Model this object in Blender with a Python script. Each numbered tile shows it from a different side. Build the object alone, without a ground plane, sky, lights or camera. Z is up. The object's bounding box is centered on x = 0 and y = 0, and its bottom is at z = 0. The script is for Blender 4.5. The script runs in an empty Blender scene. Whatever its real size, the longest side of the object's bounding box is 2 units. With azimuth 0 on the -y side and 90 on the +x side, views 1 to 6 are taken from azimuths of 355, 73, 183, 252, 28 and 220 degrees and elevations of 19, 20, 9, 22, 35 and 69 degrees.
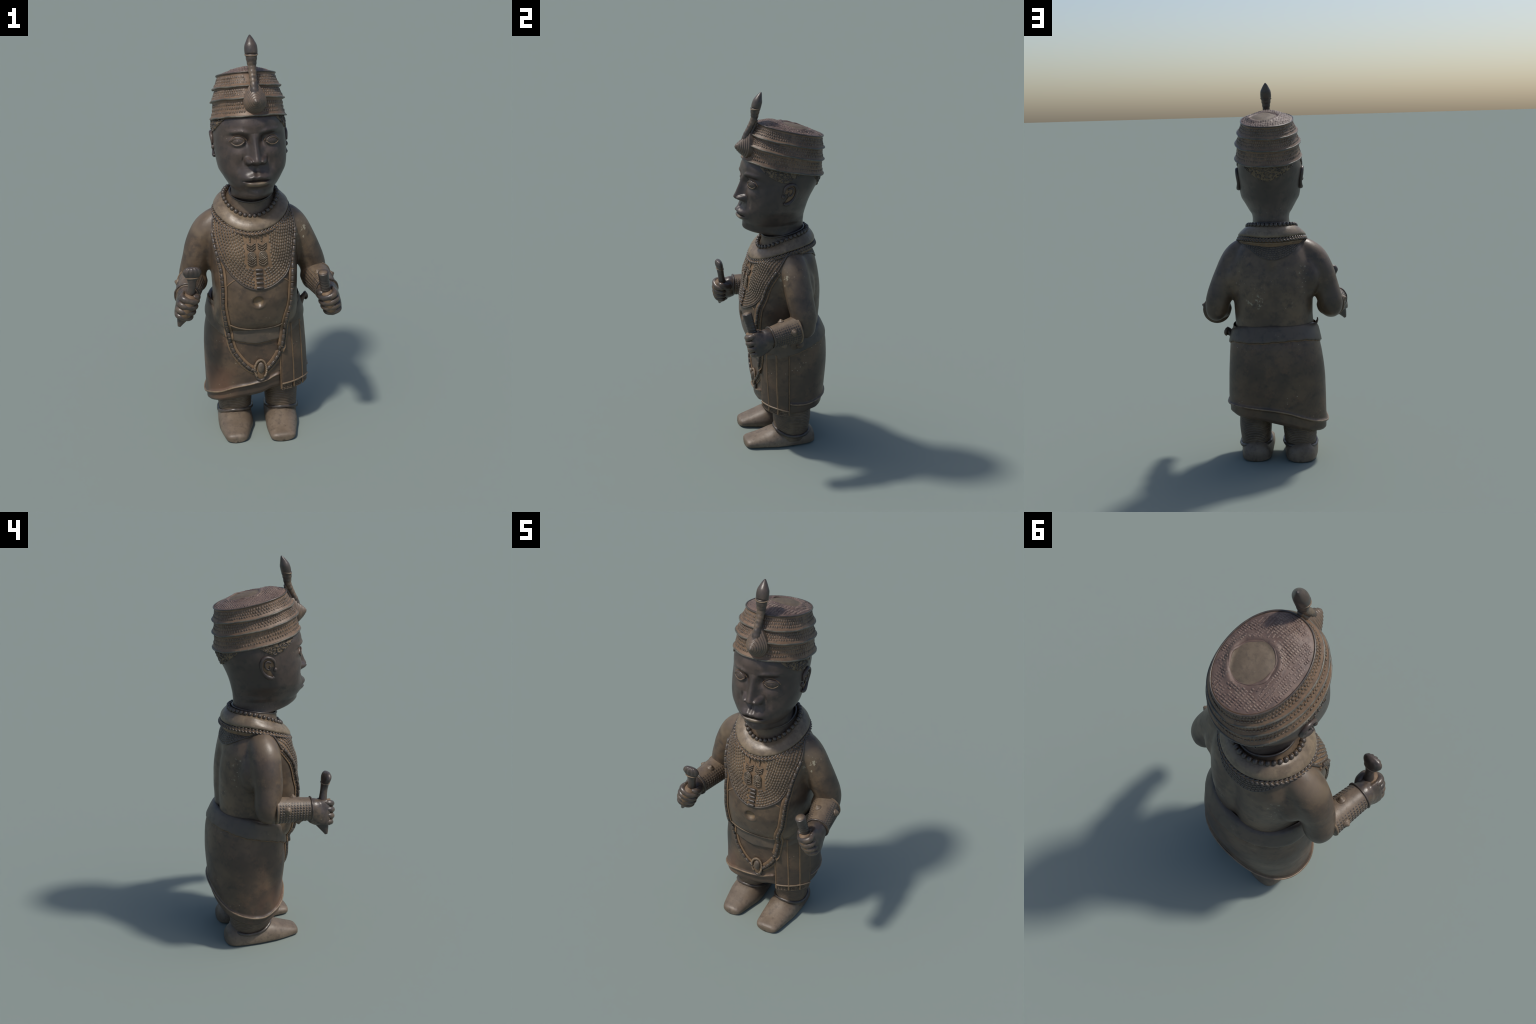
import bpy, math, random
import numpy as np
from mathutils import Vector
from mathutils.bvhtree import BVHTree

rng = np.random.default_rng(7)
random.seed(7)
PI = math.pi

# ------------------------------------------------------------------ helpers
def pchip(x, y, q):
    x = np.asarray(x, float); y = np.asarray(y, float)
    q = np.clip(np.asarray(q, float), x[0], x[-1])
    h = np.diff(x); d = np.diff(y) / h; m = np.zeros_like(y)
    m[0] = d[0]; m[-1] = d[-1]
    for i in range(1, len(x) - 1):
        if d[i-1] * d[i] > 0:
            w1 = 2*h[i] + h[i-1]; w2 = h[i] + 2*h[i-1]
            m[i] = (w1 + w2) / (w1/d[i-1] + w2/d[i])
    i = np.clip(np.searchsorted(x, q) - 1, 0, len(x) - 2); t = (q - x[i]) / h[i]
    return ((1+2*t)*(1-t)**2)*y[i] + t*(1-t)**2*h[i]*m[i] + t*t*(3-2*t)*y[i+1] + t*t*(t-1)*h[i]*m[i+1]

def g(v, s):
    return np.exp(-(v / s)**2)

def sstep(a, b, v):
    t = np.clip((v - a) / (b - a), 0, 1); return t*t*(3-2*t)

def spow(v, p):
    return np.sign(v) * np.abs(v)**p

class Loft:
    """stack of egg-shaped sections; rows: z, xmin, xmax, yfront, yback, squareness"""
    def __init__(self, rows, f=.5, quad=None):
        """quad: factors on the squareness for (+x front, -x front, +x back, -x back), each scalar or function of z"""
        self.r = np.array(sorted(rows), float); self.f = f; self.q = quad
    def at(self, th, z):
        R = self.r
        x0, x1, y0, y1, n = [pchip(R[:, 0], R[:, j], z) for j in range(1, 6)]
        fz = self.f(z) if callable(self.f) else self.f
        cx = (x0+x1)/2; cy = y0+(y1-y0)*fz; a = (x1-x0)/2
        c = np.cos(th); s = np.sin(th)
        b = np.where(s > 0, y1-cy, cy-y0)
        if self.q is not None:
            k = [q(z) if callable(q) else q for q in self.q]
            n = n*np.where(s < 0, np.where(c > 0, k[0], k[1]), np.where(c > 0, k[2], k[3]))
        return np.stack([cx + a*spow(c, 2/n), cy + b*spow(s, 2/n), np.broadcast_to(z, c.shape)+0*c], -1)

def grid_faces(nr, nc, closed=True, flip=False):
    f = []
    m = nc if closed else nc-1
    for i in range(nr-1):
        for j in range(m):
            k = (j+1) % nc
            q = (i*nc+j, i*nc+k, (i+1)*nc+k, (i+1)*nc+j)
            f.append(q[::-1] if flip else q)
    return f

def grid_normals(P, closed=True):
    """P: rows x cols x 3"""
    if closed:
        du = np.roll(P, -1, 1) - np.roll(P, 1, 1)
    else:
        du = np.gradient(P, axis=1)
    dv = np.gradient(P, axis=0)
    n = np.cross(du, dv)
    n /= np.linalg.norm(n, axis=-1, keepdims=True) + 1e-12
    return n

root = None
def add(name, V, F, mat, parent=None, smooth=True, stuff=False):
    me = bpy.data.meshes.new(name)
    me.from_pydata([tuple(map(float, v)) for v in np.asarray(V).reshape(-1, 3)], [], [tuple(map(int, f)) for f in F])
    me.update()
    if smooth:
        me.polygons.foreach_set('use_smooth', [True]*len(me.polygons))
    ob = bpy.data.objects.new(name, me)
    bpy.context.scene.collection.objects.link(ob)
    ob.parent = parent or root
    mats = mat if isinstance(mat, (list, tuple)) else [mat]
    for m in mats: me.materials.append(m)
    if stuff: ob['kind'] = 'stuff'
    return ob

def add_grid(name, P, mat, closed=True, flip=False, cap0=False, cap1=False, parent=None):
    nr, nc = P.shape[:2]
    V = P.reshape(-1, 3); F = grid_faces(nr, nc, closed, flip)
    V = list(V)
    for cap, i in ((cap0, 0), (cap1, nr-1)):
        if cap:
            c = len(V); V.append(P[i].mean(0))
            for j in range(nc):
                k = (j+1) % nc
                t = (i*nc+k, i*nc+j, c) if i == 0 else (i*nc+j, i*nc+k, c)
                F.append(t[::-1] if flip else t)
    return add(name, V, F, mat, parent)

def frame(path):
    path = np.asarray(path, float)
    T = np.gradient(path, axis=0); T /= np.linalg.norm(T, axis=1, keepdims=True)+1e-12
    return T

def smooth_path(pts, n, closed=False):
    pts = np.asarray(pts, float)
    if closed: pts = np.vstack([pts, pts[:1]])
    d = np.r_[0, np.cumsum(np.linalg.norm(np.diff(pts, axis=0), axis=1))]
    q = np.linspace(0, d[-1], n, endpoint=not closed)
    out = np.stack([pchip(d, pts[:, k], q) for k in range(pts.shape[1])], 1)
    if not closed and n > 6:
        for _ in range(2):
            o = out.copy(); o[1:-1] = (out[:-2]+2*out[1:-1]+out[2:])/4; out = o
    return out

def tube_arrays(path, rad, seg=12, up=(0, 0, 1), flat=1.0, closed=False, caps=True):
    """sweep; rad scalar or array; flat scales the thickness along the second axis"""
    path = np.asarray(path, float); n = len(path)
    if closed:
        T = np.roll(path, -1, 0) - np.roll(path, 1, 0); T /= np.linalg.norm(T, axis=1, keepdims=True)
    else: T = frame(path)
    up = np.asarray(up, float)
    U = np.broadcast_to(up, (n, 3)) if up.ndim == 1 else up
    A = np.cross(T, U); ln = np.linalg.norm(A, axis=1, keepdims=True)
    A = np.where(ln < 1e-4, np.cross(T, [1, 0, .01]), A); A /= np.linalg.norm(A, axis=1, keepdims=True)
    B = np.cross(A, T)
    r = np.broadcast_to(np.asarray(rad, float), (n,)); fl = np.broadcast_to(np.asarray(flat, float), (n,))
    th = np.linspace(0, 2*PI, seg, endpoint=False)
    P = path[:, None] + r[:, None, None]*(np.cos(th)[None, :, None]*A[:, None] + fl[:, None, None]*np.sin(th)[None, :, None]*B[:, None])
    V = list(P.reshape(-1, 3)); F = grid_faces(n, seg)
    if closed:
        for j in range(seg):
            k = (j+1) % seg; F.append(((n-1)*seg+j, (n-1)*seg+k, k, j))
    elif caps:
        for i in (0, n-1):
            c = len(V); V.append(path[i])
            for j in range(seg):
                k = (j+1) % seg
                F.append((i*seg+k, i*seg+j, c) if i == 0 else (i*seg+j, i*seg+k, c))
    return np.array(V), F

def merge(parts):
    V = []; F = []; o = 0
    for v, f in parts:
        V.append(np.asarray(v)); F += [tuple(i+o for i in q) for q in f]; o += len(v)
    return np.concatenate(V), F

def sphere_arrays(c, r, nu=16, nv=10):
    r = np.broadcast_to(np.asarray(r, float), (3,))
    ph = np.linspace(-PI/2, PI/2, nv); th = np.linspace(0, 2*PI, nu, endpoint=False)
    P = np.stack([np.cos(ph)[:, None]*np.cos(th), np.cos(ph)[:, None]*np.sin(th), np.sin(ph)[:, None]+0*th], -1)*r + np.asarray(c)
    return P.reshape(-1, 3), grid_faces(nv, nu)

def block_arrays():
    """small pillow-shaped bead: unit box -1..1 in x (along), y (across), z 0..1 high with rounded top"""
    xs = [-1, -.72, .72, 1]; P = []
    for a, h in ((1.0, 0.0), (1.0, .55), (.62, 1.0)):
        pts = []
        for cx, cy in ((-1, -1), (1, -1), (1, 1), (-1, 1)):
            for k in (0, 1):
                ex = cx*a*(1 if (k == 0) == (cx*cy > 0) else .72)
                ey = cy*a*(.72 if (k == 0) == (cx*cy > 0) else 1)
                pts.append((ex, ey, h))
        P.append(pts)
    P = np.array(P, float)
    V = list(P.reshape(-1, 3)); F = grid_faces(3, 8)
    F.append(tuple(16+i for i in range(8)))
    return np.array(V), F
BLOCK = block_arrays()

def scatter(base, frames):
    """frames: list of (pos, xaxis, yaxis, zaxis) with lengths baked into the axes"""
    bv, bf = base; n = len(bv)
    M = np.array([[f[1], f[2], f[3]] for f in frames])     # k,3,3
    O = np.array([f[0] for f in frames])
    V = np.einsum('vi,kij->kvj', bv, M) + O[:, None]
    F = []
    for k in range(len(frames)):
        F += [tuple(i+k*n for i in q) for q in bf]
    return V.reshape(-1, 3), F

def unit(v):
    v = np.asarray(v, float); return v/(np.linalg.norm(v)+1e-12)

def axes(t, n, lx, ly, lz):
    n = unit(n); t = unit(np.asarray(t)-n*np.dot(t, n)); b = np.cross(n, t)
    return t*lx, b*ly, n*lz

def value_noise(P, freq, seed=0):
    """smooth 3d value noise in -1..1"""
    r = np.random.default_rng(seed); tab = r.random(4096)*2-1
    Q = P*freq + 100; i = np.floor(Q).astype(int); f = Q-i; f = f*f*(3-2*f)
    def h(a, b, c): return tab[((a*73856093) ^ (b*19349663) ^ (c*83492791)) % 4096]
    out = 0
    for dx in (0, 1):
        for dy in (0, 1):
            for dz in (0, 1):
                w = (f[..., 0] if dx else 1-f[..., 0])*(f[..., 1] if dy else 1-f[..., 1])*(f[..., 2] if dz else 1-f[..., 2])
                out = out + w*h(i[..., 0]+dx, i[..., 1]+dy, i[..., 2]+dz)
    return out

# ------------------------------------------------------------------ materials
def make_mat(name, base, alt, tint, rough=.45, speck=.5, dust=None, dust_amt=0.0, scale=6.0, bump=.12, spec=.5, flakes=None, masks=(), metallic=0.0):
    """mottled patinated bronze: base/alt large patches, tint fine stains, pale specks, optional local masks"""
    m = bpy.data.materials.new(name); m.use_nodes = True
    N = m.node_tree.nodes; L = m.node_tree.links
    bs = N['Principled BSDF']
    tc = N.new('ShaderNodeTexCoord')
    def noise(sc, det=5, ro=.6):
        n = N.new('ShaderNodeTexNoise'); n.inputs['Scale'].default_value = sc; n.inputs['Detail'].default_value = det
        n.inputs['Roughness'].default_value = ro; L.new(tc.outputs['Object'], n.inputs['Vector']); return n
    def ramp(src, a, b):
        r = N.new('ShaderNodeMapRange'); r.interpolation_type = 'SMOOTHSTEP'
        r.inputs['From Min'].default_value = a; r.inputs['From Max'].default_value = b
        L.new(src, r.inputs['Value']); return r.outputs['Result']
    def mix(fac, A, B):
        x = N.new('ShaderNodeMix'); x.data_type = 'RGBA'
        if isinstance(fac, (int, float)): x.inputs['Factor'].default_value = fac
        else: L.new(fac, x.inputs['Factor'])
        for s, v in (('A', A), ('B', B)):
            i = [k for k in x.inputs if k.name == s and k.type == 'RGBA'][0]
            if isinstance(v, tuple): i.default_value = (*v, 1)
            else: L.new(v, i)
        return [k for k in x.outputs if k.type == 'RGBA'][0]
    def mul(a, b):
        x = N.new('ShaderNodeMath'); x.operation = 'MULTIPLY'
        for i, v in enumerate((a, b)):
            if isinstance(v, (int, float)): x.inputs[i].default_value = v
            else: L.new(v, x.inputs[i])
        return x.outputs[0]
    n1 = noise(scale, 4); n2 = noise(scale*4.3, 6, .65); n3 = noise(scale*22, 3, .6)
    c = mix(ramp(n1.outputs['Fac'], .38, .64), base, alt)
    c = mix(mul(ramp(n2.outputs['Fac'], .46, .7), .75), c, tint)
    if dust:
        n4 = noise(scale*2.1, 5, .7)
        c = mix(mul(ramp(n4.outputs['Fac'], .5, .66), dust_amt), c, dust)
    if speck > 0:
        v = N.new('ShaderNodeTexVoronoi'); v.inputs['Scale'].default_value = 58; v.inputs['Randomness'].default_value = 1
        L.new(tc.outputs['Object'], v.inputs['Vector'])
        sp = ramp(v.outputs['Distance'], .20, .08)
        gate = ramp(n1.outputs['Fac'], .5, .62)
        sep = N.new('ShaderNodeSeparateColor'); L.new(v.outputs['Color'], sp and sep.inputs[0])
        pick = ramp(sep.outputs[0], .62, .7)
        c = mix(mul(mul(mul(sp, gate), pick), speck), c, (.34, .29, .21))
    for (ctr, rad, col, amt, nsc, lo, hi) in masks:
        # soft ellipsoid of lighter or darker colour broken up by noise
        mp = N.new('ShaderNodeMapping'); mp.vector_type = 'POINT'
        mp.inputs['Location'].default_value = tuple(-ctr[k]/rad[k] for k in range(3))
        mp.inputs['Scale'].default_value = tuple(1/rad[k] for k in range(3))
        L.new(tc.outputs['Object'], mp.inputs['Vector'])
        ln = N.new('ShaderNodeVectorMath'); ln.operation = 'LENGTH'; L.new(mp.outputs[0], ln.inputs[0])
        e = ramp(ln.outputs['Value'], 1.0, .6)
        if nsc:
            nn = noise(nsc, 2, .5); e = mul(e, ramp(nn.outputs['Fac'], lo, hi))
        c = mix(mul(e, amt), c, col)
    L.new(c, bs.inputs['Base Color'])
    rr = N.new('ShaderNodeMapRange'); rr.inputs['To Min'].default_value = rough-.08; rr.inputs['To Max'].default_value = rough+.14
    L.new(n2.outputs['Fac'], rr.inputs['Value']); L.new(rr.outputs['Result'], bs.inputs['Roughness'])
    bs.inputs['Specular IOR Level'].default_value = spec
    bs.inputs['Metallic'].default_value = metallic
    if bump:
        b = N.new('ShaderNodeBump'); b.inputs['Strength'].default_value = bump; b.inputs['Distance'].default_value = .004
        ad = N.new('ShaderNodeMath'); ad.operation = 'MULTIPLY_ADD'; ad.inputs[1].default_value = 1.6
        L.new(n2.outputs['Fac'], ad.inputs[0]); L.new(n3.outputs['Fac'], ad.inputs[2]); L.new(ad.outputs[0], b.inputs['Height']); L.new(b.outputs[0], bs.inputs['Normal'])
    return m

DUST = (.185, .115, .06)
M_skin = make_mat('polished_dark_bronze', (.048, .036, .031), (.080, .058, .047), (.031, .0265, .025), rough=.35, speck=.35, spec=.5, scale=6,
    masks=[((.016, -.235, 1.346), (.064, .05, .0155), (.19, .142, .09), .85, 18, .25, .55)])
M_body = make_mat('brown_bronze', (.074, .051, .035), (.132, .091, .057), (.044, .033, .026), rough=.38, speck=.7, dust=(.16, .104, .06), dust_amt=.5, scale=5,
    masks=[((-.19, -.01, 1.12), (.15, .14, .10), (.17, .125, .08), .65, 9, .35, .65),
           ((.19, .0, 1.13), (.13, .13, .09), (.16, .118, .076), .55, 9, .35, .65),
           ((.0, -.20, .70), (.16, .08, .10), (.055, .038, .027), .6, 7, .3, .6),
           ((-.002, -.187, .762), (.030, .03, .030), (.20, .138, .078), .8, 0, 0, 0),
           ((.245, -.06, 1.06), (.05, .06, .07), (.36, .32, .23), .85, 52, .61, .64),
           ((.09, .22, .87), (.06, .06, .05), (.28, .25, .18), .8, 52, .60, .64),
           ((-.17, .17, .98), (.05, .07, .09), (.28, .25, .18), .8, 70, .66, .69)])
M_skirt = make_mat('skirt_bronze', (.064, .044, .031), (.112, .074, .046), (.039, .029, .0235), rough=.42, speck=.9, dust=(.135, .078, .046), dust_amt=.55, scale=5,
    masks=[((-.22, -.03, .27), (.13, .16, .14), (.125, .062, .038), .55, 8, .35, .65), ((-.10, .27, .42), (.12, .10, .10), (.105, .078, .046), .5, 9, .4, .65)])
M_band = make_mat('grey_bronze', (.076, .061, .047), (.102, .076, .054), (.054, .044, .036), rough=.42, speck=.3, scale=6)
M_rim = make_mat('worn_rim_bronze', (.23, .16, .098), (.16, .112, .07), (.095, .068, .046), rough=.38, speck=.3, scale=12)
M_collar = make_mat('dusty_collar_bronze', (.135, .098, .063), (.20, .15, .098), (.09, .066, .045), rough=.36, speck=.6, dust=(.28, .21, .13), dust_amt=.45, scale=8)
M_hat = make_mat('hat_ground_bronze', (.15, .090, .052), (.19, .120, .072), (.085, .058, .040), rough=.48, speck=.2, scale=9)
M_hatbead = make_mat('hat_bead_bronze', (.115, .082, .058), (.165, .112, .074), (.070, .060, .050), rough=.36, speck=.3, scale=11)
M_crown = make_mat('red_brown_crown', (.110, .068, .053), (.165, .110, .084), (.072, .050, .043), rough=.52, speck=.7, scale=12)
M_crownbead = make_mat('crown_bead_bronze', (.140, .092, .073), (.21, .15, .114), (.085, .061, .053), rough=.46, speck=.9, scale=17)
M_disc = make_mat('clay_disc', (.155, .115, .075), (.115, .084, .055), (.09, .067, .047), rough=.6, speck=.2, scale=14)
M_green = make_mat('grey_green_trim', (.085, .080, .064), (.15, .132, .10), (.055, .047, .038), rough=.38, speck=.2, scale=16)
M_dust = make_mat('ochre_dust', (.195, .122, .065), (.15, .094, .052), (.105, .068, .040), rough=.62, speck=.1, scale=12)
M_bead = make_mat('dark_bead_bronze', (.048, .038, .031), (.085, .063, .046), (.033, .028, .025), rough=.30, speck=.4, scale=14, spec=.6)
M_bibbead = make_mat('bib_bead_bronze', (.082, .063, .047), (.135, .103, .073), (.058, .046, .036), rough=.34, speck=.3, scale=8,
    masks=[((0, -.16, 1.03), (.17, .12, .11), (.165, .124, .082), .75, 9, .3, .6)])
M_foot = make_mat('dusty_foot_bronze', (.125, .092, .063), (.175, .132, .093), (.086, .064, .047), rough=.46, speck=.4, scale=9)
M_leg = make_mat('leg_bronze', (.092, .064, .042), (.135, .096, .061), (.056, .042, .031), rough=.46, speck=.2, scale=9)
M_hand = make_mat('hand_bronze', (.048, .038, .033), (.105, .076, .053), (.032, .027, .025), rough=.28, speck=.4, scale=13, spec=.55)
M_cuff = make_mat('cuff_bronze', (.122, .087, .057), (.165, .120, .079), (.080, .058, .041), rough=.44, speck=.3, scale=12)
M_hair = make_mat('hair_bronze', (.165, .115, .064), (.13, .092, .054), (.085, .063, .042), rough=.55, speck=.2, scale=18)
M_finial = make_mat('finial_bronze', (.048, .038, .033), (.082, .062, .049), (.032, .028, .026), rough=.30, speck=.3, scale=13, spec=.55)
M_stem = make_mat('finial_stem_bronze', (.06, .048, .04), (.15, .105, .068), (.04, .034, .030), rough=.36, speck=.3, scale=22)

# ------------------------------------------------------------------ root
root = bpy.data.objects.new('bronze_figure', None)
bpy.context.scene.collection.objects.link(root)
root['label'] = 'dark bronze standing court figure with ribbed cap, beads and skirt'
root['category'] = 'bronze statue'

# ------------------------------------------------------------------ skirt
skirtL = Loft([(.10, -.268, .240, -.098, .246, 2.3), (.17, -.275, .246, -.102, .258, 2.3), (.24, -.273, .247, -.104, .264, 2.3),
               (.33, -.273, .247, -.110, .272, 2.3), (.43, -.272, .245, -.120, .281, 2.3), (.52, -.265, .241, -.126, .285, 2.25),
               (.62, -.247, .234, -.132, .277, 2.2), (.70, -.232, .219, -.142, .250, 2.2), (.745, -.222, .210, -.15, .226, 2.2)], quad=(1.08, 1.0, .95, 1.0))
SC = np.array([-.015, .08])
def periodic(points):
    """height as a function of the bearing around the skirt axis"""
    P = np.array(points, float); a = np.arctan2(P[:, 1]-SC[1], P[:, 0]-SC[0]); o = np.argsort(a)
    a = a[o]; z = P[o, 2]
    A = np.r_[a[-3:]-2*PI, a, a[:3]+2*PI]; Z = np.r_[z[-3:], z, z[:3]]
    return lambda t: pchip(A, Z, (np.asarray(t)+PI) % (2*PI)-PI)
z_ridge = periodic([(.239, .154, .308), (.182, .227, .312), (.042, .267, .305), (-.07, .265, .285), (-.151, .247, .252), (-.225, .204, .22),
                    (-.272, .07, .196), (-.25, -.014, .217), (-.2, -.062, .237), (-.128, -.093, .27), (-.056, -.105, .287), (.017, -.108, .303),
                    (.099, -.103, .333), (.18, -.06, .325), (.24, .011, .311), (.249, .1, .304)])
z_hem = periodic([(.237, .157, .26), (.193, .213, .253), (.083, .256, .248), (-.008, .26, .230), (-.104, .252, .203), (-.224, .203, .170),
                  (-.266, .09, .152), (-.266, .019, .163), (-.228, -.039, .179), (-.131, -.087, .208), (0, -.098, .234), (.06, -.098, .257),
                  (.15, -.08, .26), (.235, .004, .25), (.248, .104, .253)])
z_blow = periodic([(.105, .251, .657), (-.098, .251, .669), (-.16, .22, .666), (-.229, .141, .645), (-.25, .04, .623), (-.211, -.077, .58),
                   (-.17, -.112, .557), (-.124, -.133, .539), (-.013, -.144, .519), (.095, -.133, .532), (.19, -.07, .57), (.234, .02, .606),
                   (.231, .093, .629), (.194, .179, .652)])
z_btop = periodic([(0, .24, .742), (.1, .22, .738), (-.12, .21, .742), (-.21, .135, .735), (-.23, .074, .717), (-.23, -.035, .692), (-.21, -.08, .682),
                   (-.179, -.113, .65), (-.133, -.14, .628), (-.011, -.159, .604), (.061, -.154, .611), (.108, -.144, .625), (.19, -.08, .67),
                   (.22, .0, .695), (.207, .121, .71), (.164, .179, .73)])
def bearing(P): return np.arctan2(P[..., 1]-SC[1], P[..., 0]-SC[0])

def hug(th, z):
    return skirtL.at(th, z)

nc = 420
TH = np.linspace(-PI, PI, nc, endpoint=False)
A0 = bearing(hug(TH, np.full(nc, .35)))
zr = z_ridge(A0); zh = z_hem(A0)-.005; zt = np.full(nc, .72)
rows = []; offs = []
for t in np.linspace(0, 1, 90):
    z = zt + (zr+.016-zt)*t; rows.append(hug(TH, z)); offs.append(np.zeros(nc)+.0)
for t in np.linspace(0, 1, 16)[1:]:
    z = zr+.016-.032*t; u = t*2-1
    rows.append(hug(TH, z)); offs.append(np.zeros(nc)+0.009*g(u, .5)*(1+.15*np.sin(TH*23))-.004*sstep(.2, .9, u))
for t in np.linspace(0, 1, 14)[1:]:
    z = zr-.016+(zh-zr+.016)*t
    rows.append(hug(TH, z)); offs.append(np.zeros(nc)-.004-.008*sstep(.6, 1, t)**2)
P = np.array(rows); O = np.array(offs)
Nn = grid_normals(P); Nn[..., 2] *= .3
if (Nn[:, :, :2]*(P[:, :, :2]-SC)).sum() < 0: Nn = -Nn
wob = value_noise(P, 6, 3)*.0035 + value_noise(P, 15, 4)*.0012
flapzone = sstep(.085, .105, P[..., 0])*sstep(.030, .0, P[..., 1])       # the wrapper's flap covers the hem here
O = O*(1-flapzone)-.006*flapzone*(O != 0)
P = P + Nn*(O+wob)[..., None]
# turn the hem under
inner = P[-1].copy()
for k, (s, dz) in enumerate(((.965, -.004), (.90, .0), (.75, .012), (.4, .03))):
    q = inner.copy(); q[:, :2] = SC + (inner[:, :2]-SC)*s; q[:, 2] += dz
    P = np.concatenate([P, q[None]])
skirt = add_grid('skirt', P, M_skirt, flip=True, cap1=True)
skirtP = P

# rim strip on the hem: worn pale edge following the ridge
rim = hug(TH, zr+.001); rn = grid_normals(np.array([hug(TH, zr+.01), rim, hug(TH, zr-.01)]))[1]; rn[:, 2] *= .3
if (rn[:, :2]*(rim[:, :2]-SC)).sum() < 0: rn = -rn
fz = sstep(.080, .100, rim[:, 0])*sstep(.030, .0, rim[:, 1])
rim = rim+rn*(.0078-.03*fz)[:, None]
v, f = tube_arrays(rim, .0044, 8, closed=True)
add('hem_rim', v, f, M_rim)

# ------------------------------------------------------------------ waist band
nb = 360
TH2 = np.linspace(-PI, PI, nb, endpoint=False)
AB = bearing(hug(TH2, np.full(nb, .6)))
zb0 = z_blow(AB); zb1 = z_btop(AB)
zb0 = zb0+.0012*np.sin(TH2*17)+.001*np.sin(TH2*41)
rows = []; offs = []
for t, o in ((0, -.012), (.03, .0), (.08, .005), (.2, .008), (.4, .009), (.6, .0095), (.8, .0105), (.92, .0108), (.97, .0098), (1, .005), (1.012, -.01)):
    z = zb1+(zb0-zb1)*t; rows.append(hug(TH2, z)); offs.append(np.full(nb, o))
P = np.array(rows); Nn = grid_normals(P); Nn[..., 2] *= .3
if (Nn[:, :, :2]*(P[:, :, :2]-SC)).sum() < 0: Nn = -Nn
P = P+Nn*(np.array(offs)+value_noise(P, 9, 9)*.0015)[..., None]
band = add_grid('waist_band', P, M_band, flip=True)
# shadowed groove under the band with dust
lo = hug(TH2, zb0-.003); n0 = unit
nn = P[8]-np.array([*SC, 0]); nn[:, 2] = 0; nn /= np.linalg.norm(nn, axis=1, keepdims=True)
v, f = tube_arrays(lo+nn*.0005, .003, 6, closed=True)
add('band_seam', v, f, M_dust)

# ------------------------------------------------------------------ front flap of the wrapper
def th_at(x, z, front=True):
    t = np.linspace(-PI, 0, 1500) if front else np.linspace(0, PI, 1500)
    q = hug(t, np.full(1500, z)); return t[np.argmin(np.abs(q[:, 0]-x))]
t0 = th_at(.100, .4); tA = np.linspace(-PI/2, PI/4, 3000); qA = hug(tA, np.full(3000, .4))
t1 = tA[np.argmin(np.abs(qA[:, 1]-.010)+(qA[:, 0] < 0)*9)]
tl1 = th_at(.160, .4); tl2 = tA[np.argmin(np.abs(qA[:, 1]+.046)+(qA[:, 0] < 0)*9)]
nf = 90
tf = np.linspace(t0, t1, nf)
zflow = np.interp(tf, [t0, tl1, t1], [.236, .230, .243]); zfr = np.interp(tf, [t0, tl1, tl2, t1], [.272, .274, .275, .268])
ztopf = np.interp(tf, [t0, t1], [.60, .61])
rows = []; offs = []
def edge(t): return np.minimum(1, np.minimum((t-t0)/(t1-t0), (t1-t)/(t1-t0))*28)
for t in np.linspace(0, 1, 60):
    z = ztopf+(zfr-ztopf)*t; rows.append(hug(tf, z)); offs.append(.009*edge(tf)+.001)
for t in np.linspace(0, 1, 10)[1:]:
    z = zfr+(zflow-zfr)*t; rows.append(hug(tf, z)); offs.append((.005-.004*t)*edge(tf))
q = rows[-1].copy(); rows.append(q); offs.append(np.full(nf, -.02))
P = np.array(rows); Nn = grid_normals(P, False); Nn[..., 2] *= .3
if (Nn[:, :, :2]*(P[:, :, :2]-SC)).sum() < 0: Nn = -Nn
flapN = Nn; P = P+Nn*np.array(offs)[..., None]
flap = add_grid('skirt_flap', P, M_skirt, closed=False, flip=True)
flapP = P
def flap_line(tt, off, r, mat, name, za=None, zb=None, fl=.6):
    z = np.linspace(.60 if za is None else za, .238 if zb is None else zb, 40)
    q = hug(np.full(40, tt), z); n = q-np.array([*SC, 0]); n[:, 2] = 0; n /= np.linalg.norm(n, axis=1, keepdims=True)
    v, f = tube_arrays(q+n*off, r, 8, flat=fl, up=n); return add(name, v, f, mat)
for tt in (tl1, tl2):
    flap_line(tt, .0100, .0055, M_dust, 'flap_stripe', fl=.5)
flap_line(t0-.004, .003, .005, M_dust, 'flap_seam', za=.55)
flap_line(t1+.004, .003, .004, M_dust, 'flap_seam')
q = hug(tf, zfr); n = q-np.array([*SC, 0]); n[:, 2] = 0; n /= np.linalg.norm(n, axis=1, keepdims=True)
v, f = tube_arrays(q+n*.010, .0048, 8); add('flap_rim', v, f, M_rim)
# net on the flap's lower border
fr = []
for i in range(4):
    for j in range(26):
        tt = t0+(t1-t0)*(j+.5)/26
        if abs(tt-tl1) < .03 or abs(tt-tl2) < .03: continue
        zz = .264-.0088*i
        c = hug(np.array([tt]), np.array([zz]))[0]; nn = c-np.array([*SC, 0]); nn[2] = 0; nn = unit(nn)
        fr.append((c+nn*.0035, *axes((0, 0, 1), nn, .0032, .0030, .0035)))
v, f = scatter(BLOCK, fr); add('flap_net', v, f, M_cuff, stuff=True)

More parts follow.
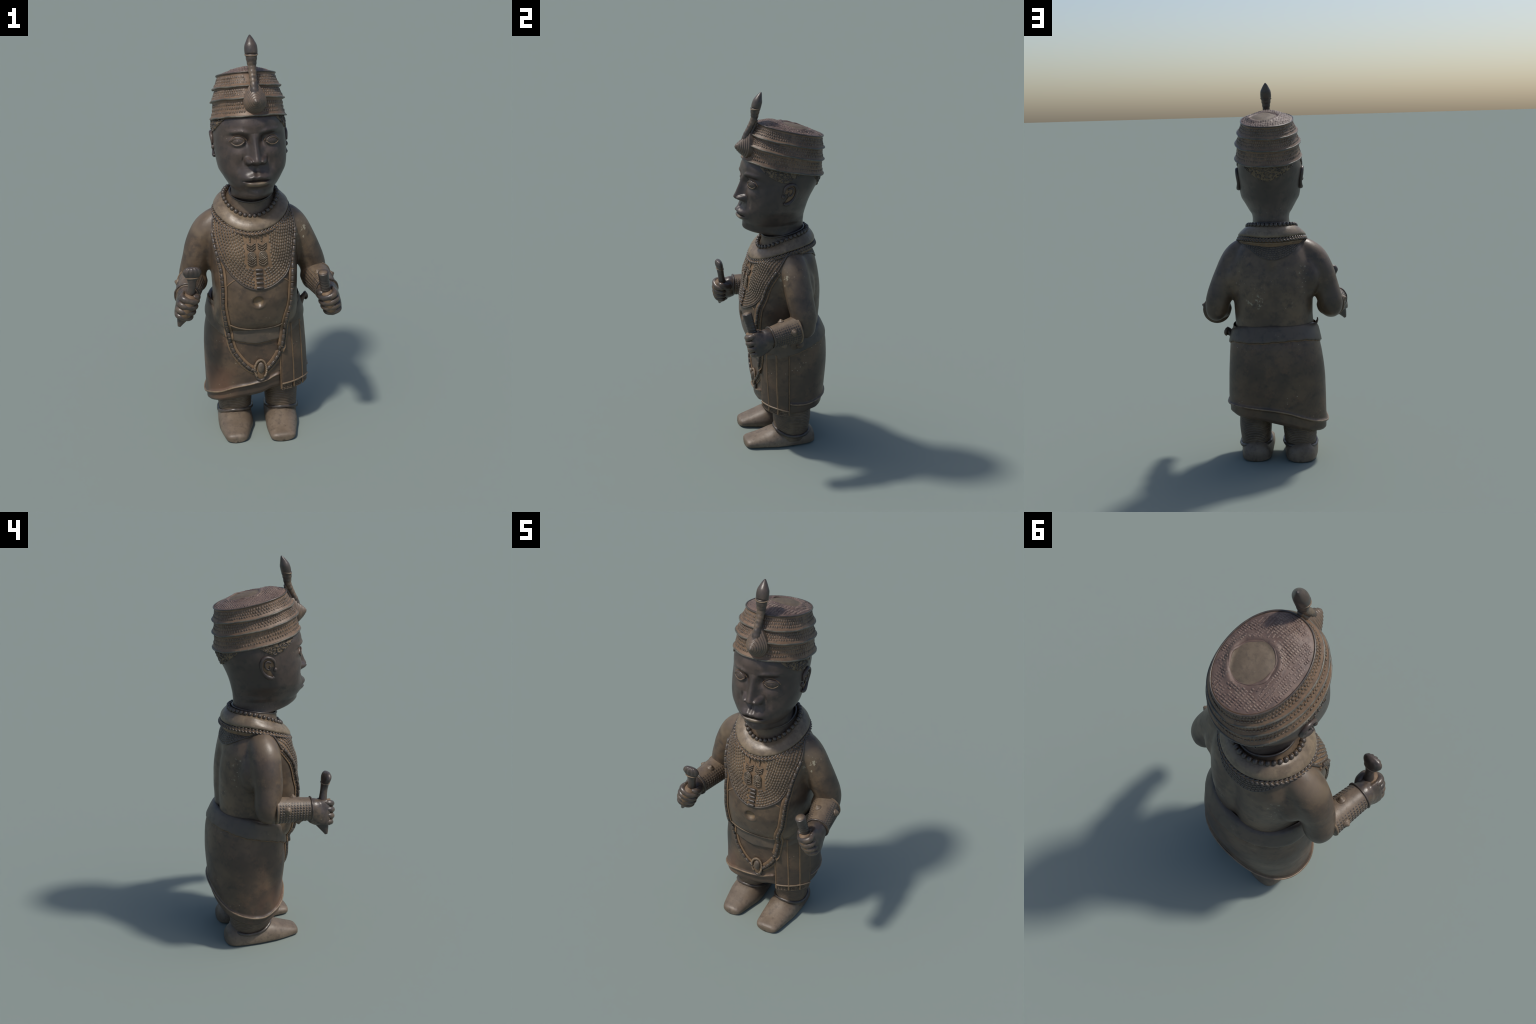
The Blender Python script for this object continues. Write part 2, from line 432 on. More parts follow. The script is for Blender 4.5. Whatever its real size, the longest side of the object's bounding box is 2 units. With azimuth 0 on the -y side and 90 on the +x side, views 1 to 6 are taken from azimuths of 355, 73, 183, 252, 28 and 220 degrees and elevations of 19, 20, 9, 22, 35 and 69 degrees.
# ------------------------------------------------------------------ torso with upper arms (one skin)
torsoL = Loft([(.50, -.19, .18, -.07, .215, 2.2), (.56, -.205, .198, -.11, .23, 2.3), (.60, -.214, .203, -.148, .234, 2.3), (.64, -.219, .207, -.176, .232, 2.3),
               (.70, -.215, .206, -.193, .225, 2.3), (.77, -.211, .208, -.205, .225, 2.3), (.83, -.212, .211, -.202, .226, 2.3), (.9, -.214, .212, -.187, .224, 2.3),
               (1.0, -.216, .214, -.178, .212, 2.3), (1.06, -.212, .212, -.158, .200, 2.25), (1.1, -.198, .203, -.151, .190, 2.2), (1.14, -.174, .181, -.128, .176, 2.1),
               (1.17, -.14, .147, -.095, .160, 2.0), (1.195, -.10, .105, -.07, .13, 2.0)], quad=(1.14, 1.16, 1.08, 1.14))
zz = np.linspace(.50, 1.195, 100); tt = np.linspace(-PI, PI, 128, endpoint=False)
P = np.array([torsoL.at(tt, np.full(128, z)) for z in zz])
parts = []
V = list(P.reshape(-1, 3)); F = grid_faces(100, 128)
for i in (0, 99):
    c = len(V); V.append(P[i].mean(0))
    for j in range(128):
        k = (j+1) % 128; F.append((i*128+k, i*128+j, c) if i == 0 else (i*128+j, i*128+k, c))
parts.append((np.array(V), F))
ARM = {}
for s in (1, -1):
    o = .004 if s < 0 else -.004
    pts = np.array([(.10, .030, 1.136), (.160, .026, 1.108), (.207, .025, 1.064), (.243, .027, .995), (.272, .034, .93), (.296, .045, .86), (.306, .050, .820), (.305, .030, .800), (.305, -.005, .798)], float)
    pts[:, 0] += o; pts[:, 0] *= s
    if s < 0: pts[1:4, 0] -= .005; pts[1:4, 1] += .008
    if s > 0: pts[:, 1] += np.array([0, .003, .006, .010, .013, .013, .012, .006, 0]); pts[2:5, 0] -= .005
    rr = np.array([.060, .072, .077, .076, .074, .068, .064, .060, .050])
    if s < 0: rr[2:4] += .004
    path = smooth_path(np.c_[pts, rr], 40)
    v, f = tube_arrays(path[:, :3], path[:, 3], 28, up=(0, 1, 0)); parts.append((v, f))
    v, f = sphere_arrays((s*(.310+o), .054+.010*(s > 0), .800 if s > 0 else .813), (.056, .056, .060), 24, 16); parts.append((v, f))
    # flesh behind the armpit
    v, f = sphere_arrays((s*.280, .018, .800 if s > 0 else .812), (.052, .05, .056), 20, 14); parts.append((v, f))
    e_ = .008*(s < 0)
    fl_ = smooth_path(np.array([(.140, .066, 1.09, .050), (.172+e_, .082, 1.03, .060), (.188+e_, .090+e_, .97, .062), (.176+e_, .086+e_, .91, .048), (.155, .076, .85, .034)]), 24)
    fl_[:, 0] *= s
    v, f = tube_arrays(fl_[:, :3], fl_[:, 3], 24, up=(0, 1, 0)); parts.append((v, f))
    ARM[s] = path
v, f = merge(parts)
tmp = add('body_tmp', v, f, M_body)
md = tmp.modifiers.new('r', 'REMESH'); md.mode = 'VOXEL'; md.voxel_size = .0062; md.adaptivity = 0
ms = tmp.modifiers.new('s', 'SMOOTH'); ms.factor = .5; ms.iterations = 30
dg = bpy.context.evaluated_depsgraph_get()
me = bpy.data.meshes.new_from_object(tmp.evaluated_get(dg))
bpy.data.objects.remove(tmp)
nv = len(me.vertices); co = np.empty(nv*3, np.float32); me.vertices.foreach_get('co', co); co = co.reshape(-1, 3).astype(float)
no = np.empty(nv*3, np.float32); me.vertices.foreach_get('normal', no); no = no.reshape(-1, 3).astype(float)
x, y, z = co.T
d = value_noise(co, 7, 21)*.0025+value_noise(co, 18, 22)*.0010
front = sstep(-.03, -.10, y)
# navel: a bowl with a raised lower lip
rn = np.hypot(x+.002, z-.763)*.86
d += front*(-.022*np.clip(1-(rn/.025)**2, 0, 1)**.8 + .003*g(rn-.027, .006)*sstep(.772, .745, z))
# spine furrow and shoulder blade softness
d += -.003*g(y+.05, .045)*sstep(.155, .19, np.abs(x))*sstep(.27, .22, np.abs(x))*sstep(.70, .78, z)*sstep(1.02, .92, z)
d += sstep(.08, .15, y)*(-.012*g(x+.006, .030)*sstep(1.10, 1.02, z) + .003*g(np.abs(x)-.1, .05)*g(z-.98, .09))
# breast swelling at the sides of the bib
for s in (1, -1):
    d += front*.006*g(x-s*.15, .05)*g(z-.87, .045)
co = co+no*d[:, None]
me.vertices.foreach_set('co', co.astype(np.float32).ravel()); me.update()
no = np.empty(nv*3, np.float32); me.vertices.foreach_get('normal', no); no = no.reshape(-1, 3).astype(float)
BF = [tuple(p.vertices) for p in me.polygons]
bodyV = co; bodyF = BF
def split(name_of, V, F, N, mat):
    groups = {}
    for f in F:
        c = V[list(f)].mean(0); groups.setdefault(name_of(c), []).append(f)
    out = []
    for key, fs in groups.items():
        ids = sorted({i for f in fs for i in f}); mp = {a: b for b, a in enumerate(ids)}
        ob = add(key.split('#')[0], V[ids], [tuple(mp[i] for i in f) for f in fs], mat)
        ob.data.normals_split_custom_set_from_vertices([tuple(N[i]) for i in ids]); out.append(ob)
    return out
def body_part(c):
    xx, zz_ = c[0], c[2]
    lim = float(np.interp(zz_, [.7, .78, .95, 1.05, 1.12, 1.2], [.235, .232, .222, .205, .175, .15]))
    if xx > lim: return 'arm#l'
    if xx < -lim-.006: return 'arm#r'
    return 'torso'
split(body_part, co, BF, no, M_body)
bpy.data.meshes.remove(me)

# surfaces for laying ornaments on
def bvh(*sets):
    V = []; F = []; o = 0
    for v, f in sets:
        v = np.asarray(v).reshape(-1, 3); V += [tuple(q) for q in v]; F += [tuple(i+o for i in q) for q in f]; o += len(v)
    return BVHTree.FromPolygons(V, F)
def mesh_arrays(ob):
    return [tuple(v.co) for v in ob.data.vertices], [tuple(p.vertices) for p in ob.data.polygons]
FULL = bvh((bodyV, bodyF), mesh_arrays(skirt), mesh_arrays(band), mesh_arrays(flap))
BODY = bvh((bodyV, bodyF))
def lay(x, z, tree=None, back=False):
    s = 1 if back else -1
    h = (tree or FULL).ray_cast(Vector((x, s*1.0, z)), Vector((0, -s, 0)))
    if h[0] is None: h = (tree or FULL).find_nearest(Vector((x, s*.06, z)))
    return np.array(h[0]), np.array(h[1])

# ------------------------------------------------------------------ chest bib of bead netting
bib_edge = np.array([(-.178, 1.172), (-.192, 1.13), (-.194, 1.09), (-.189, 1.05), (-.174, .993), (-.146, .935), (-.103, .878), (-.052, .840), (0, .825), (.05, .832), (.1, .854),
                     (.146, .893), (.170, .965), (.188, 1.05), (.196, 1.09), (.195, 1.13), (.182, 1.172)])
E_ = smooth_path(bib_edge, 161)
def u_curve(i, n=161):
    """edge curve moved inwards by i metres"""
    f = 1-i/.192; gz = 1-i/.30
    q = np.stack([E_[:, 0]*f+.004*(1-f), 1.172-(1.172-E_[:, 1])*gz], 1)
    q[:, 1] = np.minimum(q[:, 1], 1.095+.080*(np.abs(q[:, 0])/.18)**2)
    return q
def lay_curve(q, off, tree=BODY, back=False):
    R = [lay(a, b, tree, back) for a, b in q]
    p = np.array([r[0] for r in R]); n = np.array([r[1] for r in R])
    for _ in range(3):
        m = n.copy(); m[1:-1] = (n[:-2]+n[1:-1]*2+n[2:])/4; n = m
    n /= np.linalg.norm(n, axis=1, keepdims=True)
    return p+n*off, n
rows = [lay_curve(u_curve(-.003), -.004)[0]]
for i in np.linspace(0, .19, 26):
    rows.append(lay_curve(u_curve(i), .004)[0])
add_grid('chest_bib', np.array(rows), M_dust, closed=False)
# corded edge
p, n = lay_curve(u_curve(.001), .004)
v, f = tube_arrays(p, .0042, 8, up=n); add('bib_border', v, f, M_bead)
fr = []
for k in range(11):
    p, n = lay_curve(u_curve(.0085+.0112*k), .0035)
    d_ = np.r_[0, np.cumsum(np.linalg.norm(np.diff(p, axis=0), axis=1))]; Lc = d_[-1]; nb_ = int(Lc/.0150)
    for j in range(nb_):
        s = (j+.5)*Lc/nb_
        c = np.array([np.interp(s, d_, p[:, a]) for a in range(3)]); nn = unit([np.interp(s, d_, n[:, a]) for a in range(3)])
        c2 = np.array([np.interp(s+.002, d_, p[:, a]) for a in range(3)])
        if abs(c[0]-.008) < .026 and (c[2] < .94): continue
        if c[2] > 1.085+.078*(abs(c[0])/.18)**2: continue
        if c[2] > .93 and -.055 < c[0] < .065: continue
        t = c2-c
        if np.linalg.norm(t) < 1e-6: continue
        fr.append((c, *axes(t, nn, .0066*rng.uniform(.9, 1.06), .0047*rng.uniform(.9, 1.06), .0040*rng.uniform(.8, 1.2))))
v, f = scatter(BLOCK, fr); add('bib_beads', v, f, M_bibbead, stuff=True)

for pts in ([(-.152, .836), (-.140, .850), (-.122, .866), (-.106, .876)], [(.104, .866), (.120, .866), (.142, .852), (.160, .830)]):
    p, n = lay_curve(smooth_path(np.array(pts), 20), .001); v, f = tube_arrays(p, .0034, 8, up=n, flat=.7); add('vest_edge', v, f, M_dust)
q_ = np.array([(-.150, .640), (-.133, .628), (-.08, .609), (-.011, .600), (.061, .605), (.108, .618), (.128, .632)])
p, n = lay_curve(smooth_path(q_, 60), .0, FULL); p[:, 1] -= .003; v, f = tube_arrays(p, .0034, 8, up=n); add('belly_hem', v, f, M_rim)
# centre tubes
mesh_tube = None
def link_copy(ob, name, M):
    o = ob.copy(); o.name = name; o.matrix_world = M; o.parent = ob.parent
    bpy.context.scene.collection.objects.link(o); return o
from mathutils import Matrix
def mat_from(pos, X, Y, Z):
    return Matrix(((X[0], Y[0], Z[0], pos[0]), (X[1], Y[1], Z[1], pos[1]), (X[2], Y[2], Z[2], pos[2]), (0, 0, 0, 1)))
def capsule(r=1, half=1, seg=14):
    x = np.array([-half, -half, -half*.96, half*.96, half, half]); rr = np.array([.2, .8, 1, 1, .8, .2])*r
    return tube_arrays(np.stack([x, 0*x, 0*x], 1)+np.array([[1e-5*i, 0, 0] for i in range(6)]), rr, seg, up=(0, 0, 1))
v, f = capsule()
first = None
for k, zc in enumerate((.921, .900, .879, .858, .837)):
    c, n = lay(.008, zc, BODY)
    X, Y, Z = axes((1, 0, .0), n, .0165, .0068, .0068)
    M = mat_from(c+n*.008, X, Y, Z)
    if first is None:
        first = add('tube_bead', v, f, M_bead); first.matrix_world = M
    else: link_copy(first, 'tube_bead', M)

# pendant chains and rosettes
fr_parts = []
SPH = sphere_arrays((0, 0, 0), 1, 10, 7)
for xc in (-.027, .027):
    for k in range(9):
        zc = 1.108-.0066*k
        c, n = lay(xc, zc, BODY)
        fr_parts.append((c+n*.007, *axes((1, 0, 0), n, .0042, .0036, .0042)))
v, f = scatter(SPH, fr_parts); add('pendant_chain', v, f, M_bibbead, stuff=True)
for xc in (-.0235, .0285):
    c0, n0_ = lay(xc, .992, BODY)
    pts = []
    for zc in np.linspace(1.046, .944, 20):
        w = .021 if zc > .97 else .023
        a, n = lay(xc-.001*(1.0-zc)*10, zc, BODY)
        pts.append([a+n*.005+np.array([sx*w, abs(sx)**3*.003, 0]) - n*(.006 if abs(sx) > .95 else 0) for sx in np.linspace(-1, 1, 9)])
    rosette = add_grid('rosette_pendant', np.array(pts), M_dust, closed=False, flip=False)
    pp = []
    for zc in (1.040, 1.030, 1.020, .974, .963, .952):
        for sx in (-1, 1):
            for h_ in range(3):
                xx = xc+sx*(.004+.0065*h_); a, n = lay(xx, zc-.006+.0045*h_, BODY)
                pp.append((a+n*.009, *axes((sx, 0, .8), n, .0050, .0034, .0040)))
    v, f = scatter(SPH, pp); add('rosette_chevrons', v, f, M_bibbead, parent=rosette, stuff=True)
    a = np.linspace(0, 2*PI, 28, endpoint=False); X, Y, Z = axes((1, 0, 0), n0_, 1, 1, 1)
    q = c0+n0_*.010+np.outer(np.cos(a), X)*.0165+np.outer(np.sin(a), Y)*.0165
    v1 = tube_arrays(q, .0036, 8, up=n0_, closed=True)
    q = c0+n0_*.011+np.outer(np.cos(a), X)*.0085+np.outer(np.sin(a), Y)*.0085
    v2 = tube_arrays(q, .003, 8, up=n0_, closed=True)
    v3 = scatter(SPH, [(c0+n0_*.009, X*.0155, Y*.0155, Z*.004), (c0+n0_*.011, X*.0045, Y*.0045, Z*.005)])
    v, f = merge([v1, v2, v3]); add('rosette', v, f, M_bibbead, parent=rosette)

# back bib
back_edge = smooth_path(np.array([(.178, 1.175), (.150, 1.158), (.118, 1.147), (.085, 1.124), (.034, 1.094), (-.018, 1.086), (-.065, 1.095), (-.11, 1.118), (-.145, 1.146), (-.180, 1.175)]), 101)
def ub(i):
    f = 1-i/.19; gz = 1-i/.105
    return np.stack([back_edge[:, 0]*f, 1.19-(1.19-back_edge[:, 1])*gz], 1)
rows = [lay_curve(ub(-.002), -.003, BODY, True)[0]]+[lay_curve(ub(i), .003, BODY, True)[0] for i in np.linspace(0, .07, 12)]
add_grid('back_bib', np.array(rows), M_band, closed=False, flip=True)
fr = []
for k in range(6):
    p, n = lay_curve(ub(.006+.0105*k), .0025, BODY, True)
    d_ = np.r_[0, np.cumsum(np.linalg.norm(np.diff(p, axis=0), axis=1))]; Lc = d_[-1]; nb_ = int(Lc/.0150)
    for j in range(nb_):
        s = (j+.5)*Lc/nb_; c = np.array([np.interp(s, d_, p[:, a]) for a in range(3)]); c2 = np.array([np.interp(s+.002, d_, p[:, a]) for a in range(3)])
        nn = unit([np.interp(s, d_, n[:, a]) for a in range(3)])
        if np.linalg.norm(c2-c) < 1e-6: continue
        fr.append((c, *axes(c2-c, nn, .0066, .0045, .0028)))
v, f = scatter(BLOCK, fr); add('back_bib_beads', v, f, M_band, stuff=True)
p, n = lay_curve(ub(.0), .003, BODY, True)
v, f = tube_arrays(p, .0028, 6, up=n); add('bib_border', v, f, M_bead)

# ------------------------------------------------------------------ long bead strings and the skirt pendant
def surf_path(pts, n, off):
    q = smooth_path(np.array(pts), n)
    return lay_curve(q, off, FULL)
sL = [(-.194, 1.085), (-.188, 1.04), (-.180, .995), (-.171, .95), (-.164, .903), (-.162, .816), (-.165, .74), (-.159, .665), (-.149, .577), (-.133, .49), (-.107, .441), (-.066, .389), (-.028, .362)]
sR = [(.196, 1.085), (.185, 1.02), (.172, .937), (.163, .832), (.153, .729), (.133, .658), (.127, .617), (.118, .546), (.102, .468), (.078, .422), (.041, .378), (.022, .362)]
CYL = capsule(1, 1, 12)
bead_ob = None; ring_parts = []
for pts, sg in ((sL, -1), (sR, 1)):
    p, n = surf_path(pts, 240, .0)
    for _ in range(4): p[1:-1] = (p[:-2]+2*p[1:-1]+p[2:])/4
    v, f = tube_arrays(p+n*.0015, .0225, 14, up=n, flat=.18); add('string_bed', v, f, M_dust)
    d_ = np.r_[0, np.cumsum(np.linalg.norm(np.diff(p, axis=0), axis=1))]; Lc = d_[-1]
    s = .004; k = 0
    T = frame(p); side = np.cross(n, T)*1.0
    # main string: long beads, with runs of short ones
    while s < Lc-.012:
        short = (k % 12) in (5, 6)
        ln = .0090 if short else .0285
        sm = s+ln/2; i = min(int(np.searchsorted(d_, sm)), len(p)-2)
        c = p[i]; X, Y, Z = axes(T[i], n[i], ln*.46, .0085 if short else .0078, .0078)
        b = unit(np.cross(n[i], T[i]))*(-.0035*sg)
        M = mat_from(c+n[i]*.0085+b, X, Y, Z)
        if bead_ob is None:
            bead_ob = add('string_bead', *CYL, M_bead); bead_ob.matrix_world = M
        else: link_copy(bead_ob, 'string_bead', M)
        ring_parts.append((c+n[i]*.0085+b+unit(T[i])*ln*.5, unit(T[i])*.0013, Y*1.02, Z*1.02))
        s += ln+.0020; k += 1
    # thin companion string on the outer side
    outw = np.cross(n, T); outw *= np.sign(outw[60, 0]*sg)
    q = p+outw*.0105+n*.005
    v, f = tube_arrays(q, .0032*(1+.35*np.sin(d_*360)), 8, up=n); add('thin_string', v, f, M_bead)
v, f = scatter(CYL, ring_parts); add('string_knots', v, f, M_rim, stuff=True)

c0, n0_ = lay(-.003, .385, FULL); n0_ = unit([0, -1, .05])
pc = np.array([-.002, -.117, .368])
def oval(a, b, zc, nrm, rr, k=40, t0_=0, t1_=2*PI):
    a_ = np.linspace(t0_, t1_, k); return np.stack([pc[0]+a*np.cos(a_), 0*a_+nrm, zc+b*np.sin(a_)], 1)
v, f = sphere_arrays((pc[0], -.106, .368), (.034, .024, .064), 28, 20); pend = add('pendant', v, f, M_dust)
fr = []
for k, a_ in enumerate(np.linspace(-.25*PI, 1.25*PI, 26)):
    c = np.array([pc[0]+.029*math.cos(a_), -.127+.003*math.sin(a_*2), .374+.050*math.sin(a_)])
    t = np.array([-math.sin(a_), 0, 1.7*math.cos(a_)]); t = unit(t)+np.array([.55*math.cos(a_), 0, .55*math.sin(a_)])
    fr.append((c, *axes(t, (0, -1, 0), .0090, .0050, .0060)))
v, f = scatter(SPH, fr); add('pendant_rope', v, f, M_rim, parent=pend, stuff=True)
V_, F_ = sphere_arrays((pc[0]+.002, -.124, .382), (.0185, .016, .031), 48, 36)
V_[:, 1] -= .0014*np.sin(V_[:, 0]*600+V_[:, 2]*450)*np.sin(V_[:, 0]*600-V_[:, 2]*450)
add('pendant_boss', V_, F_, M_bibbead, parent=pend)
a = np.linspace(PI, 2*PI, 24)
v, f = tube_arrays(np.stack([pc[0]+.025*np.cos(a), 0*a-.118, .345+.034*np.sin(a)], 1), .0065, 10); add('pendant_frame', v, f, M_bead, parent=pend)
v, f = sphere_arrays((pc[0]-.002, -.116, .334), (.010, .010, .012), 14, 10); add('pendant_tongue', v, f, M_dust, parent=pend)

# knots of the sash on the hips
path = smooth_path(np.array([(.205, .03, .60), (.222, .035, .64), (.238, .042, .672), (.256, .052, .682), (.262, .056, .668), (.258, .056, .655)]), 24)
v, f = tube_arrays(path, np.linspace(.034, .020, 24)*np.r_[np.ones(20), .9, .75, .5, .2], 16, up=(1, 0, 0), flat=.55); add('sash_knot', v, f, M_skirt)
path = smooth_path(np.array([(-.215, .02, .68), (-.226, .02, .71), (-.236, .022, .735), (-.234, .022, .742)]), 14)
v, f = tube_arrays(path, np.linspace(.024, .006, 14), 12, up=(1, 0, 0), flat=.5); add('sash_knot', v, f, M_skirt)

# ------------------------------------------------------------------ legs, anklets, feet
for s, (x0, x1, ya, yb) in ((1, (.028, .194, -.030, .176)), (-1, (-.219, -.042, -.024, .196))):
    nz = 200; th = np.linspace(-PI, PI, 120, endpoint=False)
    zs = np.linspace(.035, .34, nz)
    cx = (x0+x1)/2; cy = (ya+yb)/2; a = (x1-x0)/2; b = (yb-ya)/2
    Z, Tt = np.meshgrid(zs, th, indexing='ij')
    grow = 1.0-.06*sstep(.17, .06, Z)+.03*g(Z-.17, .05)
    ringy = .0016*np.sin((Z+.02*(np.sin(Tt)))*2*PI/.0098)*sstep(.085, .105, Z)*(.7+.3*value_noise(np.stack([Tt, Z*30, 0*Z], -1), 2, 5))
    P = np.stack([cx+(a*grow+ringy)*spow(np.cos(Tt), .88), cy+(b*grow+ringy)*spow(np.sin(Tt), .88), Z], -1)
    add_grid('leg', P, M_leg, cap0=True, cap1=True)
    th = np.linspace(-PI, PI, 90, endpoint=False)
    ringz = .092-.012*np.sin(th)-.024*np.maximum(0, s*np.cos(th))**2-.010*np.maximum(0, -s*np.cos(th))**2
    q = np.stack([cx+(a-.002)*spow(np.cos(th), .88), cy+(b-.004)*spow(np.sin(th), .88), ringz], 1)
    v, f = tube_arrays(q, .0095*(1+.06*np.sin(th*14)), 10, closed=True); add('anklet', v, f, M_bead)
    # foot: sections along y (heel to toe): y, xmin, xmax, height
    if s > 0: S = [(.208, .085, .125, .035), (.204, .060, .150, .058), (.190, .040, .168, .080), (.160, .027, .181, .097), (.09, .023, .187, .102), (.02, .020, .186, .102), (-.03, .019, .183, .094), (-.08, .020, .173, .073), (-.13, .024, .164, .055), (-.165, .028, .157, .047), (-.184, .036, .149, .041), (-.194, .052, .133, .033), (-.197, .075, .110, .026)]
    else: S = [(.226, -.150, -.115, .035), (.222, -.178, -.090, .058), (.207, -.200, -.070, .082), (.172, -.214, -.054, .100), (.10, -.222, -.047, .105), (.03, -.224, -.045, .104), (-.02, -.222, -.048, .095), (-.07, -.214, -.060, .075), (-.12, -.204, -.074, .057), (-.146, -.197, -.081, .048), (-.163, -.188, -.090, .041), (-.172, -.170, -.106, .033), (-.175, -.150, -.125, .026)]
    S = np.array(S); d_ = np.arange(len(S)); q = np.linspace(0, len(S)-1, 70)
    Y, X0, X1, H = [pchip(d_, S[:, k], q) for k in range(4)]
    u = np.linspace(0, 2*PI, 64, endpoint=False); rows = []
    for yy, a0, a1, h in zip(Y, X0, X1, H):
        c = np.cos(u); sn = np.sin(u); xm = (a0+a1)/2; hw = (a1-a0)/2
        px = xm+hw*spow(c, .80); up_ = spow(np.abs(sn), 1.0)
        pz = np.where(sn >= 0, .022+(h-.022)*up_, .022-.022*np.minimum(1, np.abs(sn)**.35))
        rows.append(np.stack([px*1.0+0*u, yy+0*u, pz], 1))
    P = np.array(rows); P = P+(value_noise(P, 14, 31)*.0018)[..., None]*np.array([1, 0, 1]); P[..., 2] = np.maximum(P[..., 2], 0)
    add_grid('foot', P, M_foot, cap0=True, cap1=True, flip=False)

# ------------------------------------------------------------------ head and neck
XC = .0025
hz = lambda lo, hi: (lambda z: lo+(hi-lo)*sstep(1.42, 1.57, z))
cheek = lambda a, b: (lambda z: .80+(a-.80)*sstep(1.255, 1.365, z)+(b-a)*sstep(1.42, 1.57, z))
nape = lambda k: (lambda z: 1.08+(k-1.08)*sstep(1.285, 1.345, z)+(1-k)*sstep(1.42, 1.57, z))
headL = Loft([(1.10, XC-.098, XC+.098, -.080, .127, 2.0), (1.20, XC-.102, XC+.102, -.086, .127, 2.1), (1.238, XC-.100, XC+.100, -.088, .126, 2.1), (1.247, XC-.100, XC+.100, -.108, .125, 2.1), (1.254, XC-.100, XC+.100, -.147, .125, 2.1),
              (1.263, XC-.099, XC+.099, -.176, .125, 2.1), (1.278, XC-.098, XC+.098, -.196, .126, 2.1), (1.30, XC-.101, XC+.101, -.205, .127, 2.05), (1.325, XC-.116, XC+.116, -.209, .130, 2.1), (1.36, XC-.136, XC+.136, -.213, .137, 2.1),
              (1.40, XC-.157, XC+.157, -.212, .146, 2.1), (1.44, XC-.164, XC+.164, -.210, .160, 2.1), (1.48, XC-.168, XC+.168, -.208, .178, 2.1), (1.52, XC-.170, XC+.170, -.209, .195, 2.1), (1.56, XC-.169, XC+.169, -.214, .207, 2.1), (1.60, XC-.166, XC+.166, -.217, .204, 2.1), (1.64, XC-.154, XC+.154, -.209, .188, 2.05), (1.70, XC-.12, XC+.12, -.17, .15, 2.0)],
             f=hz(.43, .5), quad=(cheek(1.16, 1.03), cheek(1.20, 1.05), nape(.86), nape(.83)))
zs = np.r_[np.linspace(1.10, 1.235, 14), np.linspace(1.238, 1.285, 50)[0:], np.linspace(1.287, 1.64, 250), np.linspace(1.645, 1.70, 10)]
nh = 480
u = np.linspace(0, 2*PI, nh, endpoint=False)
th = -PI/2 + (u-PI) + .45*np.sin(u)*-1*-1   # denser columns on the face
th = -PI/2 + (u-PI) - .0*u
w = u-PI; th = -PI/2 + w - .5*np.sin(w)*.9   # compress around the front
P = np.array([headL.at(th, np.full(nh, z)) for z in zs])
X = P[..., 0]-(XC-.0015); Y = P[..., 1]; Zc = P[..., 2]; AX = np.abs(X)
fm = sstep(-.02, -.10, Y)
nose_h = pchip([1.42, 1.428, 1.436, 1.446, 1.457, 1.48, 1.505, 1.53, 1.552, 1.575], [0, .004, .024, .046, .056, .046, .034, .022, .011, 0], Zc)
nose_w = pchip([1.42, 1.45, 1.48, 1.51, 1.54, 1.575], [.034, .030, .024, .020, .018, .020], Zc)
dd = nose_h*np.exp(-(AX/nose_w)**2.2)
dd += .027*np.exp(-(((AX-.0355)/.0155)**2+((Zc-1.454)/.0155)**2)**1.6)
dd += -.006*g(AX-.056, .006)*g(Zc-1.456, .015)
dd += -.010*np.exp(-(((AX-.019)/.010)**2+((Zc-1.435)/.006)**2))                  # nostrils
# brows, sockets, cheeks
brow_z = 1.586-.14*np.maximum(0, AX-.075)-.30*np.maximum(0, .055-AX)
dd += .010*g(Zc-brow_z, .012)*np.exp(-((AX-.072)/.046)**4)
dd += -.019*g(AX-.074, .040)*g(Zc-1.548, .023)-.012*g(AX-.036, .013)*g(Zc-1.543, .022)
dd += .018*np.exp(-(((AX-.079)/.039)**2+((Zc-1.541)/.0215)**2)**1.7)           # lid swell
dd += .010*g(AX-.080, .040)*g(Zc-1.482, .028)
dd += -.005*g(AX-.074, .012)*g(Zc-1.425, .03)
# muzzle, lips, chin
dd += .019*np.exp(-(X/.078)**4)*g(Zc-1.374, .044)
bow = 1.3800+.004*g(AX-.015, .010)-1.6*AX**2
dd += .0160*np.exp(-np.abs((Zc-bow)/.0135)**2.0)*np.exp(-(AX/.058)**4)
dd += .0165*np.exp(-np.abs((Zc-(1.3445+1.6*AX**2))/.0125)**2.6)*np.exp(-(AX/.057)**4)
dd += -.013*np.exp(-((Zc-(1.3620-.3*AX**2))/.0034)**2)*np.exp(-(AX/.061)**8)
dd += -.006*g(X, .055)*g(Zc-1.318, .010)
dd += -.005*g(X, .007)*g(Zc-1.408, .012)+.001*g(AX-.016, .009)*g(Zc-1.406, .014)
dd += .010*g(X, .055)*g(Zc-1.286, .018)
dd += .004*g(AX-.05, .04)*g(Zc-1.62, .03)
P[..., 1] -= dd*fm
ph = math.radians(4.0); xr = P[..., 0]-XC; yr = P[..., 1].copy()               # head turned a little to its left
P[..., 0] = XC+xr*math.cos(ph)-yr*math.sin(ph); P[..., 1] = xr*math.sin(ph)+yr*math.cos(ph)
P = P+(value_noise(P, 11, 41)*.0016)[..., None]*unit(np.array([.4, .9, .1]))
